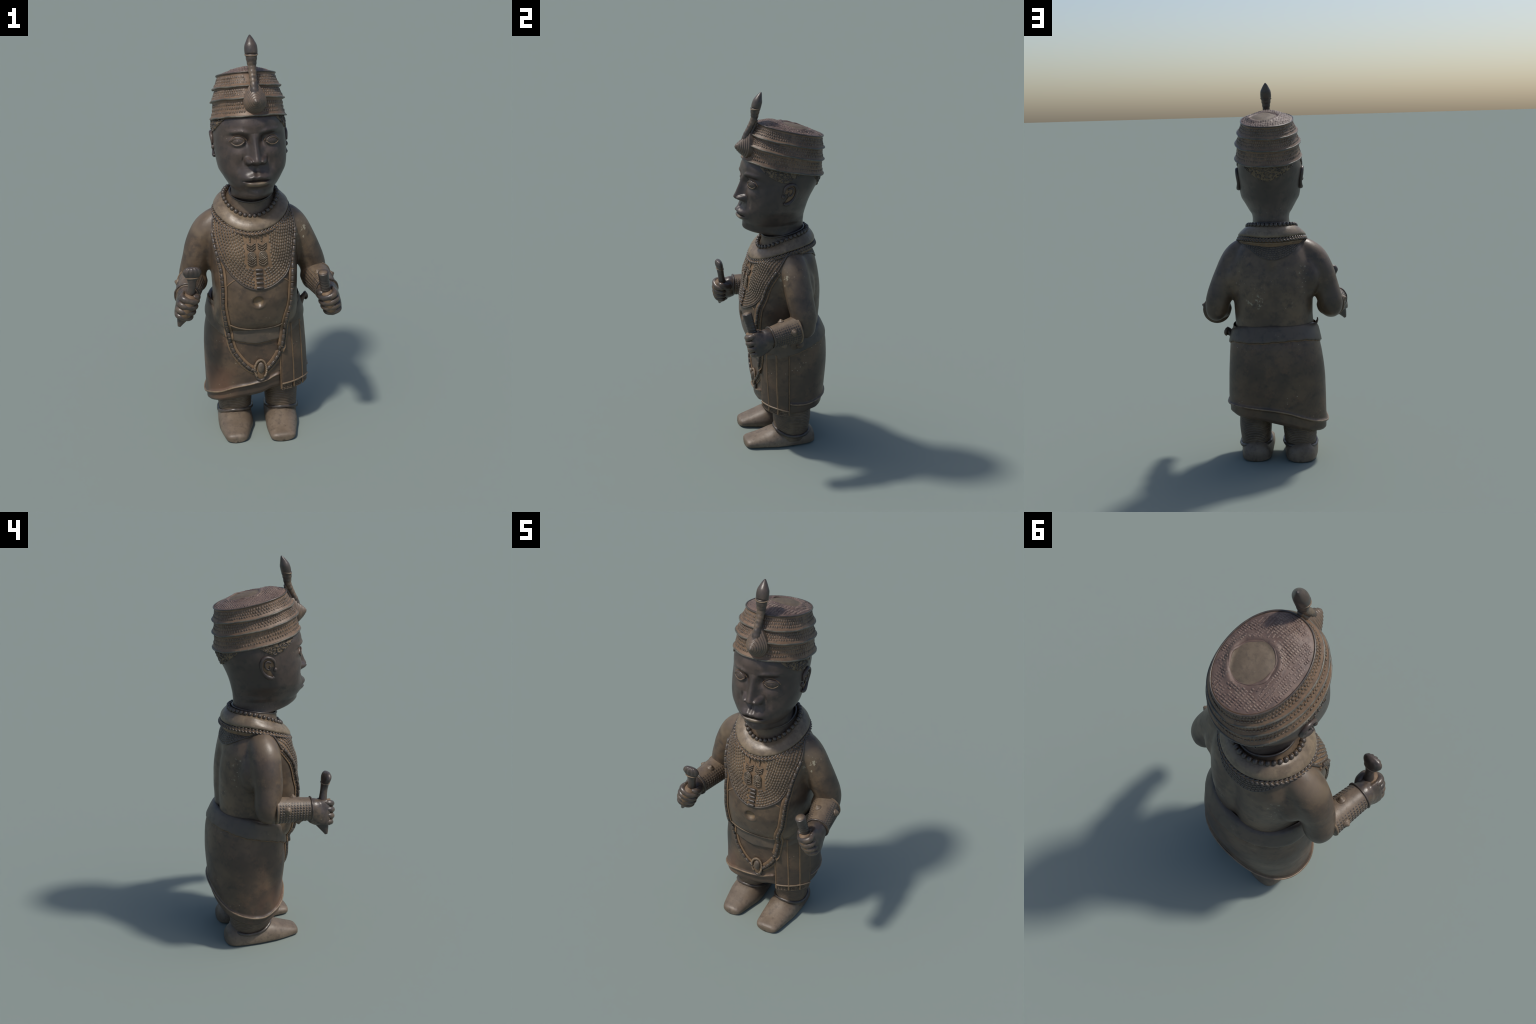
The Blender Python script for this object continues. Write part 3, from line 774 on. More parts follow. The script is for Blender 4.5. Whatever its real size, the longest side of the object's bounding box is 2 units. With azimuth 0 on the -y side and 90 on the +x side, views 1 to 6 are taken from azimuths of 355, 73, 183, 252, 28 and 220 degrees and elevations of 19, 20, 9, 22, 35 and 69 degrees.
# smooth normals for a shared skin between head and neck
nr = len(zs)
V = P.reshape(-1, 3); F = grid_faces(nr, nh)
c_ = len(V); V = np.vstack([V, P[-1].mean(0)])
for j in range(nh): F.append(((nr-1)*nh+j, (nr-1)*nh+(j+1) % nh, c_))
tmpm = bpy.data.meshes.new('t'); tmpm.from_pydata([tuple(q) for q in V], [], F); tmpm.update()
nn = np.empty(len(V)*3, np.float32); tmpm.vertices.foreach_get('normal', nn); nn = nn.reshape(-1, 3)
bpy.data.meshes.remove(tmpm)
split(lambda c: 'neck' if (c[2] < 1.242 or (c[2] < 1.29 and c[1] > -.06)) else 'head', V, F, nn, M_skin)
HEAD = BVHTree.FromPolygons([tuple(q) for q in V], F)
def head_at(y, z, s):
    h = HEAD.ray_cast(Vector((s*1.0, y, z)), Vector((-s, 0, 0))); return np.array(h[0]), np.array(h[1])
def face_at(x, z):
    h = HEAD.ray_cast(Vector((x, -1, z)), Vector((0, 1, 0))); return np.array(h[0]), np.array(h[1])

# eyes: ball, lids
for s, (ex, ez) in ((1, (.0965, 1.536)), (-1, (-.0615, 1.542))):
    c, n = face_at(ex, ez)
    n = unit([.46, -1, 0]) if s > 0 else unit([-.30, -1, 0])
    Xa = unit(np.cross(n, (0, 0, 1))); Xa = Xa if Xa[0] > 0 else -Xa
    Zv = np.array([0, 0, 1.]); ctr = c-n*.0065
    EW, EH, ED = .0340, .0215, .0145
    v, f = scatter(sphere_arrays((0, 0, 0), 1, 32, 20), [(ctr, Xa*EW, Zv*EH, n*ED)])
    eye = add('eye', v, f, M_skin)
    v, f = scatter(sphere_arrays((0, 0, 0), 1, 20, 12), [(ctr+n*.0105-Zv*.0005, Xa*.0085, Zv*.0085, n*.0052)]); add('iris', v, f, M_skin, parent=eye)
    def on_eye(px, pz, off):
        k = 1-(px/EW)**2-(pz/EH)**2; dep = ED*math.sqrt(max(0, k))
        o_ = ctr+Xa*px+Zv*pz
        h = HEAD.ray_cast(Vector(o_+n*.15), Vector(-n))
        sd = .15-h[3] if h[0] is not None else 0
        return o_+n*(max(dep, sd)+off)
    def lid(w, h, zo, off, r, sgn, mat, name, droop=0.0):
        a = np.linspace(-1, 1, 30)
        q = np.array([on_eye(w*t, zo+sgn*h*(1-abs(t)**2.2)+droop*t*s, off) for t in a])
        for _ in range(2): q[1:-1] = (q[:-2]+2*q[1:-1]+q[2:])/4
        v, f = tube_arrays(q, r*(1-.5*np.abs(a)**3), 8); return add(name, v, f, mat, parent=eye)
    lid(.0350, .0190, -.0005, .0022, .0046, 1, M_skin, 'eyelid', -.002)
    lid(.0340, .0190, -.0010, .0012, .0036, -1, M_skin, 'eyelid', -.002)
    lid(.0318, .0158, -.0005, .0022, .0017, 1, M_rim, 'lid_line', -.002)
    lid(.0312, .0158, -.0010, .0016, .0019, -1, M_rim, 'lid_line', -.002)
    lid(.0420, .0270, -.0015, -.0002, .0018, 1, M_dust, 'lid_crease', -.003)

# ears
for s in (1, -1):
    yo = .0 if s > 0 else .004; zo = .0 if s > 0 else .004
    def E3(p, q, off):
        """p: backwards (+y), q: up, relative to the ear centre"""
        c, n = head_at(-.004+p+yo, 1.493+q+zo, s); n = unit(n+np.array([s*.6, 0, 0]))
        return c+n*off
    hel = [(-.034, .010), (-.030, .032), (-.014, .050), (.010, .056), (.030, .044), (.036, .020), (.030, -.006), (.014, -.030), (-.006, -.046), (-.024, -.050), (-.030, -.042)]
    H = smooth_path(np.array(hel), 60)
    rr = pchip([0, 10, 25, 40, 52, 59], [.0045, .0078, .0085, .0075, .0115, .007], np.arange(60))
    path = np.array([E3(a, b, .0042) for a, b in H])
    path[1:-1] = (path[:-2]+2*path[1:-1]+path[2:])/4
    v1 = tube_arrays(path, rr, 12, up=(s, 0, 0), flat=1.15)
    bed = []
    for k in np.linspace(0, 1, 8):
        bed.append([E3(*(np.array([.0, .002])+(np.array(h_)-np.array([.0, .002]))*k), .0005+.0025*(k < .9)) for h_ in H])
    bed = np.array(bed)
    ear = add('ear', *v1, M_skin)
    add_grid('ear_bowl', bed, M_dust, closed=False, flip=(s > 0), parent=ear)
    inn = smooth_path(np.array([(-.012, .030), (.008, .036), (.018, .022), (.012, .004), (-.002, -.006), (-.010, .002), (-.006, .014)]), 36)
    v, f = tube_arrays(np.array([E3(a, b, .0042) for a, b in inn]), np.linspace(.0055, .0045, 36), 10, up=(s, 0, 0)); add('ear_fold', v, f, M_skin, parent=ear)
    v, f = sphere_arrays(E3(-.036, -.008, .002), (.009, .010, .0115), 14, 10); add('ear_tragus', v, f, M_skin, parent=ear)

# ------------------------------------------------------------------ cap
HX = .007
RING = dict(lev=[0, 1, 2, 3], a=[.174, .169, .156, .140], yf=[-.212, -.198, -.176, -.146], yb=[.220, .221, .221, .219], z0=[1.613, 1.692, 1.750, 1.811], sl=[.205, .215, .20, .205])
def hat(th, lev, off=0.0):
    a, yf, yb, z0, sl = [pchip(RING['lev'], RING[k], lev) for k in ('a', 'yf', 'yb', 'z0', 'sl')]
    cy = (yf+yb)/2; b = (yb-yf)/2
    c = spow(np.cos(th), .95); s = spow(np.sin(th), .95)
    x = HX+(a+off)*c; y = cy+(b+off)*s
    return np.stack([x, y, z0-sl*y], -1)
def hat_off(f):
    """scallop inside one tier: f=0 lower ridge .. 1 upper ridge; flares out to the lower ridge, undercut below the next"""
    return float(pchip([0, .10, .30, .60, .88, 1.0], [.0048, .0004, -.0055, -.0082, -.0072, -.0030], f))
nhc = 360; th = np.linspace(-PI, PI, nhc, endpoint=False)
rows = [hat(th, np.full(nhc, 0.0), -.03), hat(th, np.full(nhc, -.0), -.012)]
for tier in range(3):
    for f in np.linspace(0, .985, 18):
        lv = np.full(nhc, tier+f)
        rows.append(hat(th, lv, hat_off(f)+.0008*np.sin(th*7+tier)))
rows.append(hat(th, np.full(nhc, 3.0), -.002))
# crown: gentle dome with a sunken disc
edge_ring = hat(th, np.full(nhc, 3.0), -.002)
cen = edge_ring.mean(0)
DC = np.array([.024, .062])
def crown_z(x, y):
    r = np.hypot((x-HX)/.138, (y-.0365)/.181); r = np.clip(r, 0, 1)
    z = 1.811-.205*y+.022*(1-r**2.4)+.016*np.exp(-((x-HX)/.09)**2-((y+.075)/.06)**2)*(1-r**4)
    q = np.hypot(x-DC[0], (y-DC[1])*.97)+.004*np.sin(np.arctan2(y-DC[1], x-DC[0])*3)
    z = z+(.0045+.0025*np.sin(np.arctan2(y-DC[1], x-DC[0])*2+1))*g(q-.082, .009)-.006*sstep(.077, .064, q)+.011*sstep(.10, .03, q)
    return z
for k in np.linspace(.985, .0, 46):
    q = cen+(edge_ring-cen)*k
    q[:, 2] = crown_z(q[:, 0], q[:, 1])+value_noise(np.c_[q[:, :2], 0*q[:, 0]], 40, 2)*.0012
    rows.append(q)
P = np.array(rows)
nwall = 2+3*18+1
add_grid('cap', P[:nwall+2], M_hat)
add_grid('cap_crown', P[nwall:], M_crown)
# sunken disc
a = np.linspace(-PI, PI, 60, endpoint=False); rows = []
for r in np.linspace(.070, .0, 12):
    q = np.stack([DC[0]+r*np.cos(a), DC[1]+r*np.sin(a), 0*a], 1); q[:, 2] = crown_z(q[:, 0], q[:, 1])+.0012
    rows.append(q)
add_grid('crown_disc', np.array(rows), M_disc)
a = np.linspace(-PI, PI, 80, endpoint=False); q = np.stack([DC[0]+(.071+.003*np.sin(a*3+1)+.0015*np.sin(a*7))*np.cos(a), DC[1]+(.071+.003*np.sin(a*2)+.0012*np.sin(a*9))*np.sin(a), 0*a], 1); q[:, 2] = crown_z(q[:, 0], q[:, 1])-.0005
v, f = tube_arrays(q, .0038*(1+.55*np.sin(a*2+2)+.2*np.sin(a*5)), 8, closed=True, flat=.6); add('disc_groove', v, f, M_crown)
# bead bricks on the tiers
fr = []
for tier in range(3):
    for row, f in enumerate((.24, .47, .70) if True else ()):
        ncol = 94
        for j in range(ncol):
            t = 2*PI*(j+.5*(row % 2)+rng.uniform(-.12, .12))/ncol
            if abs(((t+PI/2+PI) % (2*PI))-PI) < .10: continue
            lv = tier+f
            c = hat(np.array([t]), np.array([lv]), hat_off(f))[0]; cu = hat(np.array([t]), np.array([lv+.03]), hat_off(f))[0]
            ct = hat(np.array([t+.01]), np.array([lv]), hat_off(f))[0]
            upv = cu-c; tv = ct-c; nn = unit(np.cross(tv, upv)); 
            if np.dot(nn[:2], c[:2]) < 0: nn = -nn
            fr.append((c-nn*.0005, *axes(upv+tv*rng.uniform(-.25, .25), nn, .0066*rng.uniform(.85, 1.08), .0044*rng.uniform(.85, 1.05), .0026*rng.uniform(.6, 1.2))))
v, f = scatter(BLOCK, fr); add('cap_beads', v, f, M_hatbead, stuff=True)
# ridge cords made of short segments
for lev in (0, 1, 2):
    tt_ = np.linspace(0, 2*PI, 220, endpoint=False)
    wv = .0012*np.sin(tt_*5+lev)+.0008*np.sin(tt_*11+2*lev)
    v, f = tube_arrays(hat(tt_, np.full(220, float(lev)), .0022)+np.c_[0*wv, 0*wv, wv], .0040*(1+.10*np.sin(tt_*9+lev)), 10, closed=True); add('cap_ridge', v, f, M_green)
    fr = []; ns = 44
    for j in range(ns):
        t = 2*PI*(j+rng.uniform(-.2, .2))/ns; w_ = .0012*math.sin(t*5+lev)+.0008*math.sin(t*11+2*lev)
        c = hat(np.array([t]), np.array([float(lev)]), .0022)[0]+np.array([0, 0, w_]); ct = hat(np.array([t+.01]), np.array([float(lev)]), .0022)[0]
        fr.append((c, *axes(ct-c, unit([c[0]-HX, c[1], 0]), .0008, .0043, .0043)))
    v, f = scatter(capsule(1, 1, 10), fr); add('ridge_ticks', v, f, M_hat, stuff=True)
    tt_ = np.linspace(0, 2*PI, 160, endpoint=False); v, f = tube_arrays(hat(tt_, np.full(160, float(lev)), -.001), .0042, 8, closed=True); add('ridge_core', v, f, M_hat)
tt_ = np.linspace(0, 2*PI, 160, endpoint=False); v, f = tube_arrays(hat(tt_, np.full(160, 3.0), -.003), .0035, 8, closed=True); add('crown_edge', v, f, M_bead)
# crown weave
fr = []
for i, xx in enumerate(np.arange(-.135, .155, .0125)):
    for j, yy in enumerate(np.arange(-.15, .22, .0078)):
        x_ = xx+rng.uniform(-.0012, .0012); y_ = yy+rng.uniform(-.0007, .0007)
        if np.hypot((x_-HX)/.127, (y_-.0365)/.171) > 1 or np.hypot(x_-DC[0], y_-DC[1]) < .083: continue
        if rng.random() < .03: continue
        z_ = crown_z(x_, y_); e = .002
        nn = unit([-(crown_z(x_+e, y_)-z_)/e, -(crown_z(x_, y_+e)-z_)/e, 1])
        turn = ((i//4+j//7) % 5 == 0)
        fr.append((np.array([x_, y_, z_-.0008]), *axes((0, 1, 0) if turn else (1, 0, 0), nn, .0056*rng.uniform(.8, 1.05), .0031, .0022*rng.uniform(.4, 1.2))))
v, f = scatter(BLOCK, fr); add('crown_weave', v, f, M_crownbead, stuff=True)

# boss and finial
bt = np.array([.026, -.264, 1.726]); bb = np.array([.025, -.200, 1.716])
ax_ = unit(bt-bb); X_, Y_, Z_ = axes((1, 0, 0), ax_, 1, 1, 1)
if Y_[2] < 0: Y_ = -Y_; X_ = X_
th = np.linspace(0, 2*PI, 72, endpoint=False); rows = []
for k in np.linspace(0, 1, 60):
    r = .052*(1-k)**.66
    h = .0645*k
    r = r+.0013*np.sin(k*2*PI*7)*(k < .92)
    stretch = 1+.65*np.maximum(0, np.sin(th))**3*(1-k)**1.3
    rows.append(bb+ax_*h+r*(np.cos(th)[:, None]*X_+(np.sin(th)*stretch)[:, None]*Y_))
P = np.array(rows); P[-1] = bt
bump = rows[0]
P = np.concatenate([(P[0]-ax_*.030)[None], P])
boss = add_grid('cap_boss', P, M_hatbead, flip=np.dot(np.cross(X_, Y_), ax_) < 0, cap1=True)
pts = np.array([(.025, -.212, 1.745, .022), (.024, -.205, 1.775, .0175), (.023, -.188, 1.810, .0165), (.022, -.170, 1.845, .0180), (.022, -.160, 1.870, .0200), (.022, -.158, 1.895, .0240), (.022, -.155, 1.918, .0275)])
pth = smooth_path(pts, 40); rad = pth[:, 3]+.0008*np.sin(np.arange(40)*1.5)
v, f = tube_arrays(pth[:, :3], rad, 24, up=(0, 1, 0), flat=.92); add('finial_stem', v, f, M_stem)
pts = np.array([(.022, -.155, 1.916, .0262), (.022, -.154, 1.9185, .0282), (.022, -.150, 1.935, .0295), (.0218, -.145, 1.952, .0285), (.0215, -.138, 1.972, .0200), (.021, -.131, 1.988, .0110), (.021, -.1265, 1.9985, .0030)])
pth = smooth_path(pts, 30); v, f = tube_arrays(pth[:, :3], pth[:, 3], 24, up=(0, 1, 0), flat=.85); add('finial', v, f, M_finial)
v, f = tube_arrays(np.stack([.022+.0278*np.cos(th), -.155+.0235*np.sin(th), 1.9165+.012*np.sin(th)*.3], 1), .0028, 8, closed=True); add('finial_band', v, f, M_rim)
# buttress joining stem and cap
path = smooth_path(np.array([(.024, -.185, 1.76), (.023, -.172, 1.80), (.022, -.155, 1.838), (.022, -.150, 1.858)]), 16)
v, f = tube_arrays(path, np.linspace(.016, .010, 16), 12, up=(0, 1, 0)); add('finial_root', v, f, M_stem)

# ------------------------------------------------------------------ hair patches
def surf_dir(az, z):
    """head surface point at bearing az (0=+x, 90=back) and height z"""
    d = Vector((math.cos(az), math.sin(az), 0)); o = Vector((XC, 0, z))
    h = HEAD.ray_cast(o+d*.6, -d); return np.array(h[0]), np.array(h[1])
def hat_low(az):
    t = np.linspace(-PI, PI, 721); q = hat(t, np.zeros(721), 0.0); a = np.arctan2(q[:, 1], q[:, 0]-HX)
    return float(np.interp(az, a[np.argsort(a)], q[np.argsort(a), 2]))
def hair(azs, zlow, name='hair'):
    n = 130; m = 60; P = []
    for i in range(n):
        a = azs[0]+(azs[-1]-azs[0])*i/(n-1); lo = float(pchip(azs, zlow, a)); hi = hat_low((a+PI) % (2*PI)-PI)+.003
        row = []
        for j in range(m):
            z_ = lo+(hi-lo)*j/(m-1); p, nn = surf_dir(a, z_)
            e = min(1, j/2.5, i/2.5, (n-1-i)/2.5, (m-1-j)/6)
            row.append((p, nn, e))
        P.append(row)
    pos = np.array([[r[0] for r in row] for row in P]); nor = np.array([[r[1] for r in row] for row in P]); e = np.array([[r[2] for r in row] for row in P])
    b = np.abs(value_noise(pos, 150, 61))*.9+value_noise(pos*np.array([1, 1, .6]), 90, 62)*.5
    pos = pos+nor*(-.001+e*(.0035+.0035*b))[..., None]
    ob = add_grid(name, pos, M_hair, closed=False, flip=True)
    fr = []
    for _ in range(330):
        i = rng.integers(2, n-2); j = rng.integers(1, m-6)
        if rng.random() > (pos[i, -1, 2]-pos[i, 0, 2])/.075: continue
        nn = unit(nor[i, j]); t = unit(rng.normal(size=3))
        fr.append((pos[i, j]+nn*.0008, *axes(t, nn, .0052*rng.uniform(.6, 1.2), .0021, .0026)))
    v, f = scatter(SPH, fr); add('hair_curls', v, f, M_bead, parent=ob, stuff=True)
D = math.radians
for s in (1, -1):
    az = [D(-52), D(-40), D(-22), D(-10), D(4), D(20)]; zl = [1.632, 1.600, 1.565, 1.556, 1.574, 1.600]
    if s < 0:
        az = [PI-a for a in az][::-1]; zl = [q+.004 for q in zl[::-1]]
        hair(az, zl)
    else: hair(az, zl)
hair([D(50), D(65), D(78), D(90), D(102), D(118), D(132)], [1.568, 1.530, 1.500, 1.490, 1.505, 1.535, 1.570])

# ------------------------------------------------------------------ collar and necklaces
def ring3(a, yf, yb, zs_, zf, zbk, th, cx=0.0, off=0.0):
    cy = (yf+yb)/2; b = (yb-yf)/2; s = np.sin(th)
    z = zs_+(zbk-zf)/2*s+((zbk+zf)/2-zs_)*s*s
    return np.stack([cx+(a+off)*np.cos(th), cy+(b+off)*s, z], -1)
nc2 = 240; th = np.linspace(-PI, PI, nc2, endpoint=False)
prof = [  # half width, front y, back y, z side, z front, z back
    (.092, -.075, .118, 1.215, 1.160, 1.235), (.112, -.100, .135, 1.228, 1.160, 1.247), (.130, -.117, .150, 1.236, 1.160, 1.254), (.144, -.133, .163, 1.232, 1.152, 1.250),
    (.157, -.147, .174, 1.222, 1.141, 1.242), (.169, -.157, .183, 1.211, 1.130, 1.231), (.178, -.163, .189, 1.200, 1.119, 1.219), (.181, -.165, .191, 1.193, 1.112, 1.211),
    (.180, -.164, .190, 1.187, 1.106, 1.203), (.173, -.153, .184, 1.183, 1.101, 1.197)]
PR = np.array(prof); qq = np.linspace(0, len(PR)-1, 60)
PRs = np.stack([pchip(np.arange(len(PR)), PR[:, k], qq) for k in range(6)], 1)
CX = -.001
P = np.array([ring3(*r, th, CX) for r in PRs]); P = P+(value_noise(P, 12, 51)*.003+value_noise(P, 30, 52)*.0014)[..., None]*np.array([0, 0, 1])
add_grid('collar', P, M_collar, flip=True)
# base skin under the collar
P = np.array([ring3(*r, th, CX) for r in ((.172, -.150, .182, 1.183, 1.102, 1.196), (.176, -.157, .185, 1.165, 1.083, 1.178), (.178, -.158, .184, 1.15, 1.065, 1.16), (.16, -.13, .16, 1.12, 1.03, 1.13))])
add_grid('collar_foot', P, M_dust, flip=True)
# braid of paired leaves
fr = []; nbr = 64
for j in range(nbr):
    for k, dz, sl in ((0, .0062, 1), (1, -.0062, -1)):
        t = 2*PI*(j+.25*k)/nbr
        c = ring3(.178, -.160, .188, 1.172, 1.090, 1.186, np.array([t]), CX)[0]; c2 = ring3(.178, -.160, .188, 1.172, 1.090, 1.186, np.array([t+.02]), CX)[0]
        tv = unit(c2-c); nn = unit([c[0], c[1]-.01, .1]); upv = np.cross(nn, tv); upv = upv if upv[2] > 0 else -upv
        c = c+upv*dz+nn*.0065
        fr.append((c, *axes(tv+upv*sl*.55, nn, .0115, .0048, .0056)))
v, f = scatter(SPH, fr); add('collar_braid', v, f, M_bead, stuff=True)
tt_ = np.linspace(0, 2*PI, 160, endpoint=False)
v, f = tube_arrays(ring3(.178, -.160, .188, 1.172, 1.090, 1.186, tt_, CX), .0095, 10, closed=True); add('braid_core', v, f, M_dust)
v, f = tube_arrays(ring3(.177, -.161, .187, 1.158, 1.077, 1.172, tt_, CX), .0035, 8, closed=True); add('braid_cord', v, f, M_rim)
# round beads
nbd = 36; bead = None
for j in range(nbd):
    t = 2*PI*(j+.3)/nbd
    c = ring3(.129, -.116, .149, 1.242, 1.166, 1.262, np.array([t]), CX)[0]; c2 = ring3(.129, -.116, .149, 1.242, 1.166, 1.262, np.array([t+.02]), CX)[0]
    r = .0115*rng.uniform(.92, 1.06)
    X, Y, Z = axes(c2-c, (0, 0, 1), r*.95, r, r*1.05)
    M = mat_from(c, X, Y, Z)
    if bead is None:
        bead = add('necklace_bead', *sphere_arrays((0, 0, 0), 1, 18, 12), M_bead); bead.matrix_world = M
    else: link_copy(bead, 'necklace_bead', M)
v, f = tube_arrays(ring3(.125, -.112, .145, 1.236, 1.159, 1.256, tt_, CX), .0075, 8, closed=True); add('necklace_bed', v, f, M_dust)
v, f = tube_arrays(ring3(.1025, -.095, .130, 1.254, 1.226, 1.272, tt_, .003), .0050, 8, closed=True); add('neck_ring', v, f, M_bead)
P = np.array([ring3(*r, th, CX) for r in ((.103, -.094, .130, 1.252, 1.224, 1.270), (.107, -.096, .133, 1.238, 1.19, 1.255), (.121, -.107, .143, 1.228, 1.155, 1.245))])
add_grid('neck_band', P, M_leg, flip=True)

# ------------------------------------------------------------------ cuffs, hands, held things
def hand(s, c0, c1, fist, A, Fw, R0, R1):
    """c0,c1: cuff ends, fist centre, A: axis of the grip (up), Fw: forearm direction"""
    c0 = np.array(c0); c1 = np.array(c1); fist = np.array(fist); A = unit(A); Fw = unit(Fw); Fw = unit(Fw-A*np.dot(Fw, A))
    O = np.cross(A, Fw); O = O if O[0]*s > 0 else -O           # outward
    # cuff
    n = 50; t = np.linspace(0, 1, n); path = c0+(c1-c0)*t[:, None]
    rr = R0+(R1-R0)*t+.003*g(t-1, .03)+.003*g(t, .03)
    v, f = tube_arrays(path, rr, 40, up=(0, 0, 1), flat=1.02); cuff = add('cuff', v, f, M_cuff)
    T = unit(c1-c0); U = unit(np.array([0, 0, 1])-T*T[2]); W = np.cross(T, U)
    fr = []
    for i in range(11):
        tt = .10+.80*i/10
        for j in range(30):
            a = 2*PI*j/30
            d = math.cos(a)*U+math.sin(a)*W
            hgt = .0030*(1-.75*max(0, d[2])**1.5)
            r = np.interp(tt, t, rr)
            fr.append((c0+(c1-c0)*tt+d*(r-.0006), *axes(np.cross(T, d), d, .0048*rng.uniform(.85, 1.05), .0050*rng.uniform(.85, 1.05), hgt)))
    v, f = scatter(BLOCK, fr); add('cuff_net', v, f, M_bead, parent=cuff, stuff=True)
    a = np.linspace(0, 2*PI, 44, endpoint=False)
    for tt, rad_ in ((.985, .0045), (.03, .0035)):
        r = np.interp(tt, t, rr)
        q = c0+(c1-c0)*tt+(np.cos(a)[:, None]*U+np.sin(a)[:, None]*W)*(r+.0005)
        v, f = tube_arrays(q, rad_*(1+.1*np.sin(a*11)), 8, closed=True); add('cuff_ring', v, f, M_rim if tt < .5 else M_bead, parent=cuff)
    # studs
    for ang, tt in ((.32 if s > 0 else .32, .30), (-.95, .62), (1.9, .5)):
        d = math.sin(ang)*U+math.cos(ang)*(W if W[0]*s > 0 else -W)
        r = np.interp(tt, t, rr); cc = c0+(c1-c0)*tt+d*r
        Xs, Ys, Zs = axes(T, d, 1, 1, 1); b_ = np.linspace(0, 2*PI, 24, endpoint=False); rows = []
        for rad_, h in ((.018, -.004), (.018, .002), (.016, .005), (.0125, .0055), (.0115, .008), (.008, .010), (.006, .0135), (.002, .0155)):
            rows.append(cc+d*h+rad_*(np.cos(b_)[:, None]*Xs+np.sin(b_)[:, None]*Ys))
        st = add_grid('cuff_stud', np.array(rows), M_cuff, cap1=True, parent=cuff)
    # hand body: wrist to palm, one skin
    K = .94
    L3 = lambda o, fw, a_: fist+O*o*K+Fw*fw*K+A*a_*K
    parts = []
    wr = c1-T*.02
    pth = smooth_path(np.array([wr, c1+T*.015, fist-Fw*.030+O*.004, fist-Fw*.004+O*.006, fist+Fw*.014+O*.004]), 24)
    ra = pchip([0, 6, 12, 18, 23], [.050, .050, .048, .047, .036], np.arange(24))
    fl = pchip([0, 6, 12, 18, 23], [1.0, 1.05, 1.25, 1.42, 1.35], np.arange(24))
    v, f = tube_arrays(pth, ra, 28, up=A, flat=fl); parts.append((v, f))
    # back of hand slab out to the knuckles
    v, f = tube_arrays(np.array([L3(.026, -.040, 0), L3(.034, -.010, 0), L3(.037, .018, 0), L3(.034, .036, 0)]), np.array([.022, .019, .0165, .010]), 20, up=A, flat=np.array([2.4, 3.3, 4.0, 6.0])); parts.append((v, f))
    v, f = merge(parts); tmp = add('tmp', v, f, M_hand)
    md = tmp.modifiers.new('r', 'REMESH'); md.mode = 'VOXEL'; md.voxel_size = .004; ms = tmp.modifiers.new('s', 'SMOOTH'); ms.factor = .5; ms.iterations = 6
    me = bpy.data.meshes.new_from_object(tmp.evaluated_get(bpy.context.evaluated_depsgraph_get())); bpy.data.objects.remove(tmp)
    me.polygons.foreach_set('use_smooth', [True]*len(me.polygons))
    hd = bpy.data.objects.new('hand', me); bpy.context.scene.collection.objects.link(hd); hd.parent = root
    me.materials.clear(); me.materials.append(M_hand)
    # dust core between the fingers
    v, f = tube_arrays(np.array([L3(-.004, .012, -.062), L3(-.004, .020, -.03), L3(-.004, .020, .03), L3(-.004, .014, .066)]), np.array([.034, .043, .043, .034]), 24, up=O, flat=.78); add('finger_gap_dust', v, f, M_dust, parent=hd)
    for i in range(4):
        av = .049-.0325*i
        sc = (1.0, 1.04, 1.0, .9)[i]
        pp = np.array([(.034, .010, av+.001), (.036, .026, av), (.030, .044, av-.001), (.010, .052, av-.002), (-.016, .047, av-.003), (-.036, .030, av-.004), (-.042, .008, av-.004), (-.030, -.010, av-.004)])
        q = smooth_path(np.array([L3(*(p_*np.array([sc, sc, 1]))) for p_ in pp]), 30)
        r_ = pchip([0, 6, 15, 24, 29], [.0130, .0160, .0152, .0140, .0095], np.arange(30))*(1 if i < 3 else .93)
        v, f = tube_arrays(q, r_, 14, up=A); add('finger', v, f, M_hand, parent=hd)
    q = smooth_path(np.array([L3(-.018, -.045, .035), L3(-.036, -.012, .052), L3(-.034, .012, .062), L3(-.018, .030, .066)]), 20)
    v, f = tube_arrays(q, pchip([0, 8, 15, 19], [.018, .019, .0165, .008], np.arange(20)), 14, up=A); add('thumb', v, f, M_hand, parent=hd)
    return L3, hd, A, Fw, O

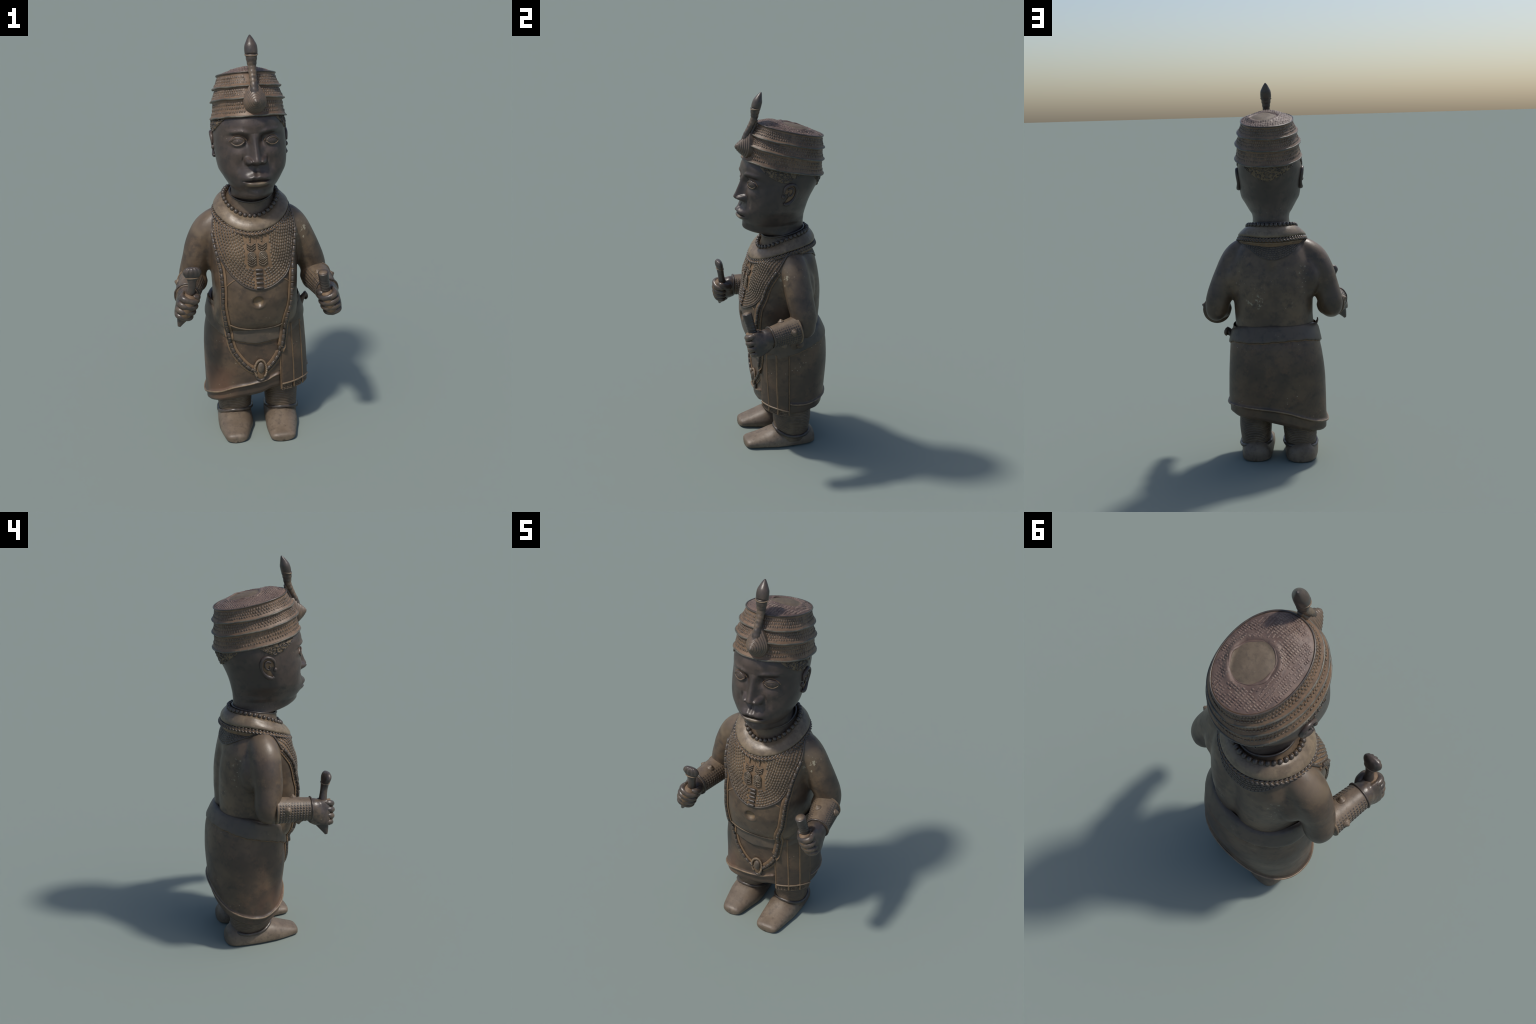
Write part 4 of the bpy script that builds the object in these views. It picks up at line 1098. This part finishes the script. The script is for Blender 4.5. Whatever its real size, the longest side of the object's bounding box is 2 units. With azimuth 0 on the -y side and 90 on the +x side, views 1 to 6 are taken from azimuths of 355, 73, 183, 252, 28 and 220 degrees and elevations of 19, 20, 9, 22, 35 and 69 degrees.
# his left hand (+x): broken cylinder handle
L3, hd, A, Fw, O = hand(1, (.308, .018, .795), (.337, -.138, .775), (.338, -.203, .752), (-.30, -.22, 1.0), (-.06, -1, .0), .072, .054)
top = np.array([.302, -.257, .908]); low = np.array([.325, -.215, .76])
d = unit(top-low); a = np.linspace(0, 2*PI, 40, endpoint=False)
X, Y, Z = axes((1, 0, 0), d, 1, 1, 1); rows = []; H_ = np.linalg.norm(top-low)
for k in np.linspace(0, 1, 60):
    r = .0225+.0030*k**2
    gr = .0007*np.sin(k*60+a*2)*(k < .8)
    rows.append(low+d*H_*k+((r+gr)[:, None] if np.ndim(r+gr) else r)*(np.cos(a)[:, None]*X+np.sin(a)[:, None]*Y))
for r, dz in ((.0245, .0012), (.0215, .0022), (.01, .0022)):
    rows.append(top+d*dz+r*(np.cos(a)[:, None]*X+np.sin(a)[:, None]*Y))
hn = add_grid('staff_handle', np.array(rows), M_finial, cap1=True)
v, f = tube_arrays(np.stack([top+d*.0025, top+d*.0030]), .0205, 24, up=(0, 1, 0)); add('handle_end', v, f, M_cuff, parent=hn)

# his right hand (-x): fluted fan on a stem, with a pointed butt
L3, hd, A, Fw, O = hand(-1, (-.312, .012, .815), (-.338, -.168, .811), (-.343, -.222, .786), (.36, -.10, 1.0), (-.10, -1, .0), .066, .056)
pts = np.array([(-.322, -.236, .845, .021, 1.0), (-.313, -.243, .880, .018, 1.0), (-.310, -.248, .905, .020, .95), (-.308, -.252, .930, .031, .62), (-.307, -.256, .950, .043, .46), (-.307, -.258, .964, .046, .42), (-.306, -.259, .976, .036, .42), (-.306, -.260, .982, .022, .35), (-.306, -.260, .984, .006, .3)])
pth = smooth_path(pts, 40)
n_ = len(pth); seg = 72; a = np.linspace(0, 2*PI, seg, endpoint=False); rows = []
for p_ in pth:
    hgt = np.clip((p_[2]-.935)/.03, 0, 1)
    flute = 1+.30*hgt*np.abs(np.cos(a*6+.3))*np.where(np.sin(a) < 0, 1, .2)
    x_ = p_[3]*np.cos(a); y_ = p_[3]*p_[4]*np.sin(a)*flute
    rows.append(np.stack([p_[0]+x_, p_[1]+y_, p_[2]+.10*x_*0-.08*y_], 1))
fan = add_grid('fan_sceptre', np.array(rows), M_finial, cap1=True)
q = np.stack([-.308+.031*np.cos(a), -.2525+.0205*np.sin(a), .930+0*a-.08*np.sin(a)*.02], 1)
v, f = tube_arrays(q, .0025, 8, closed=True); add('fan_band', v, f, M_rim, parent=fan)
path = smooth_path(np.array([(-.362, -.222, .735), (-.374, -.228, .712), (-.384, -.233, .690), (-.386, -.234, .684)]), 14)
v, f = tube_arrays(path, np.linspace(.034, .007, 14), 16, up=(0, 1, 0)); add('sceptre_butt', v, f, M_hand, parent=fan)
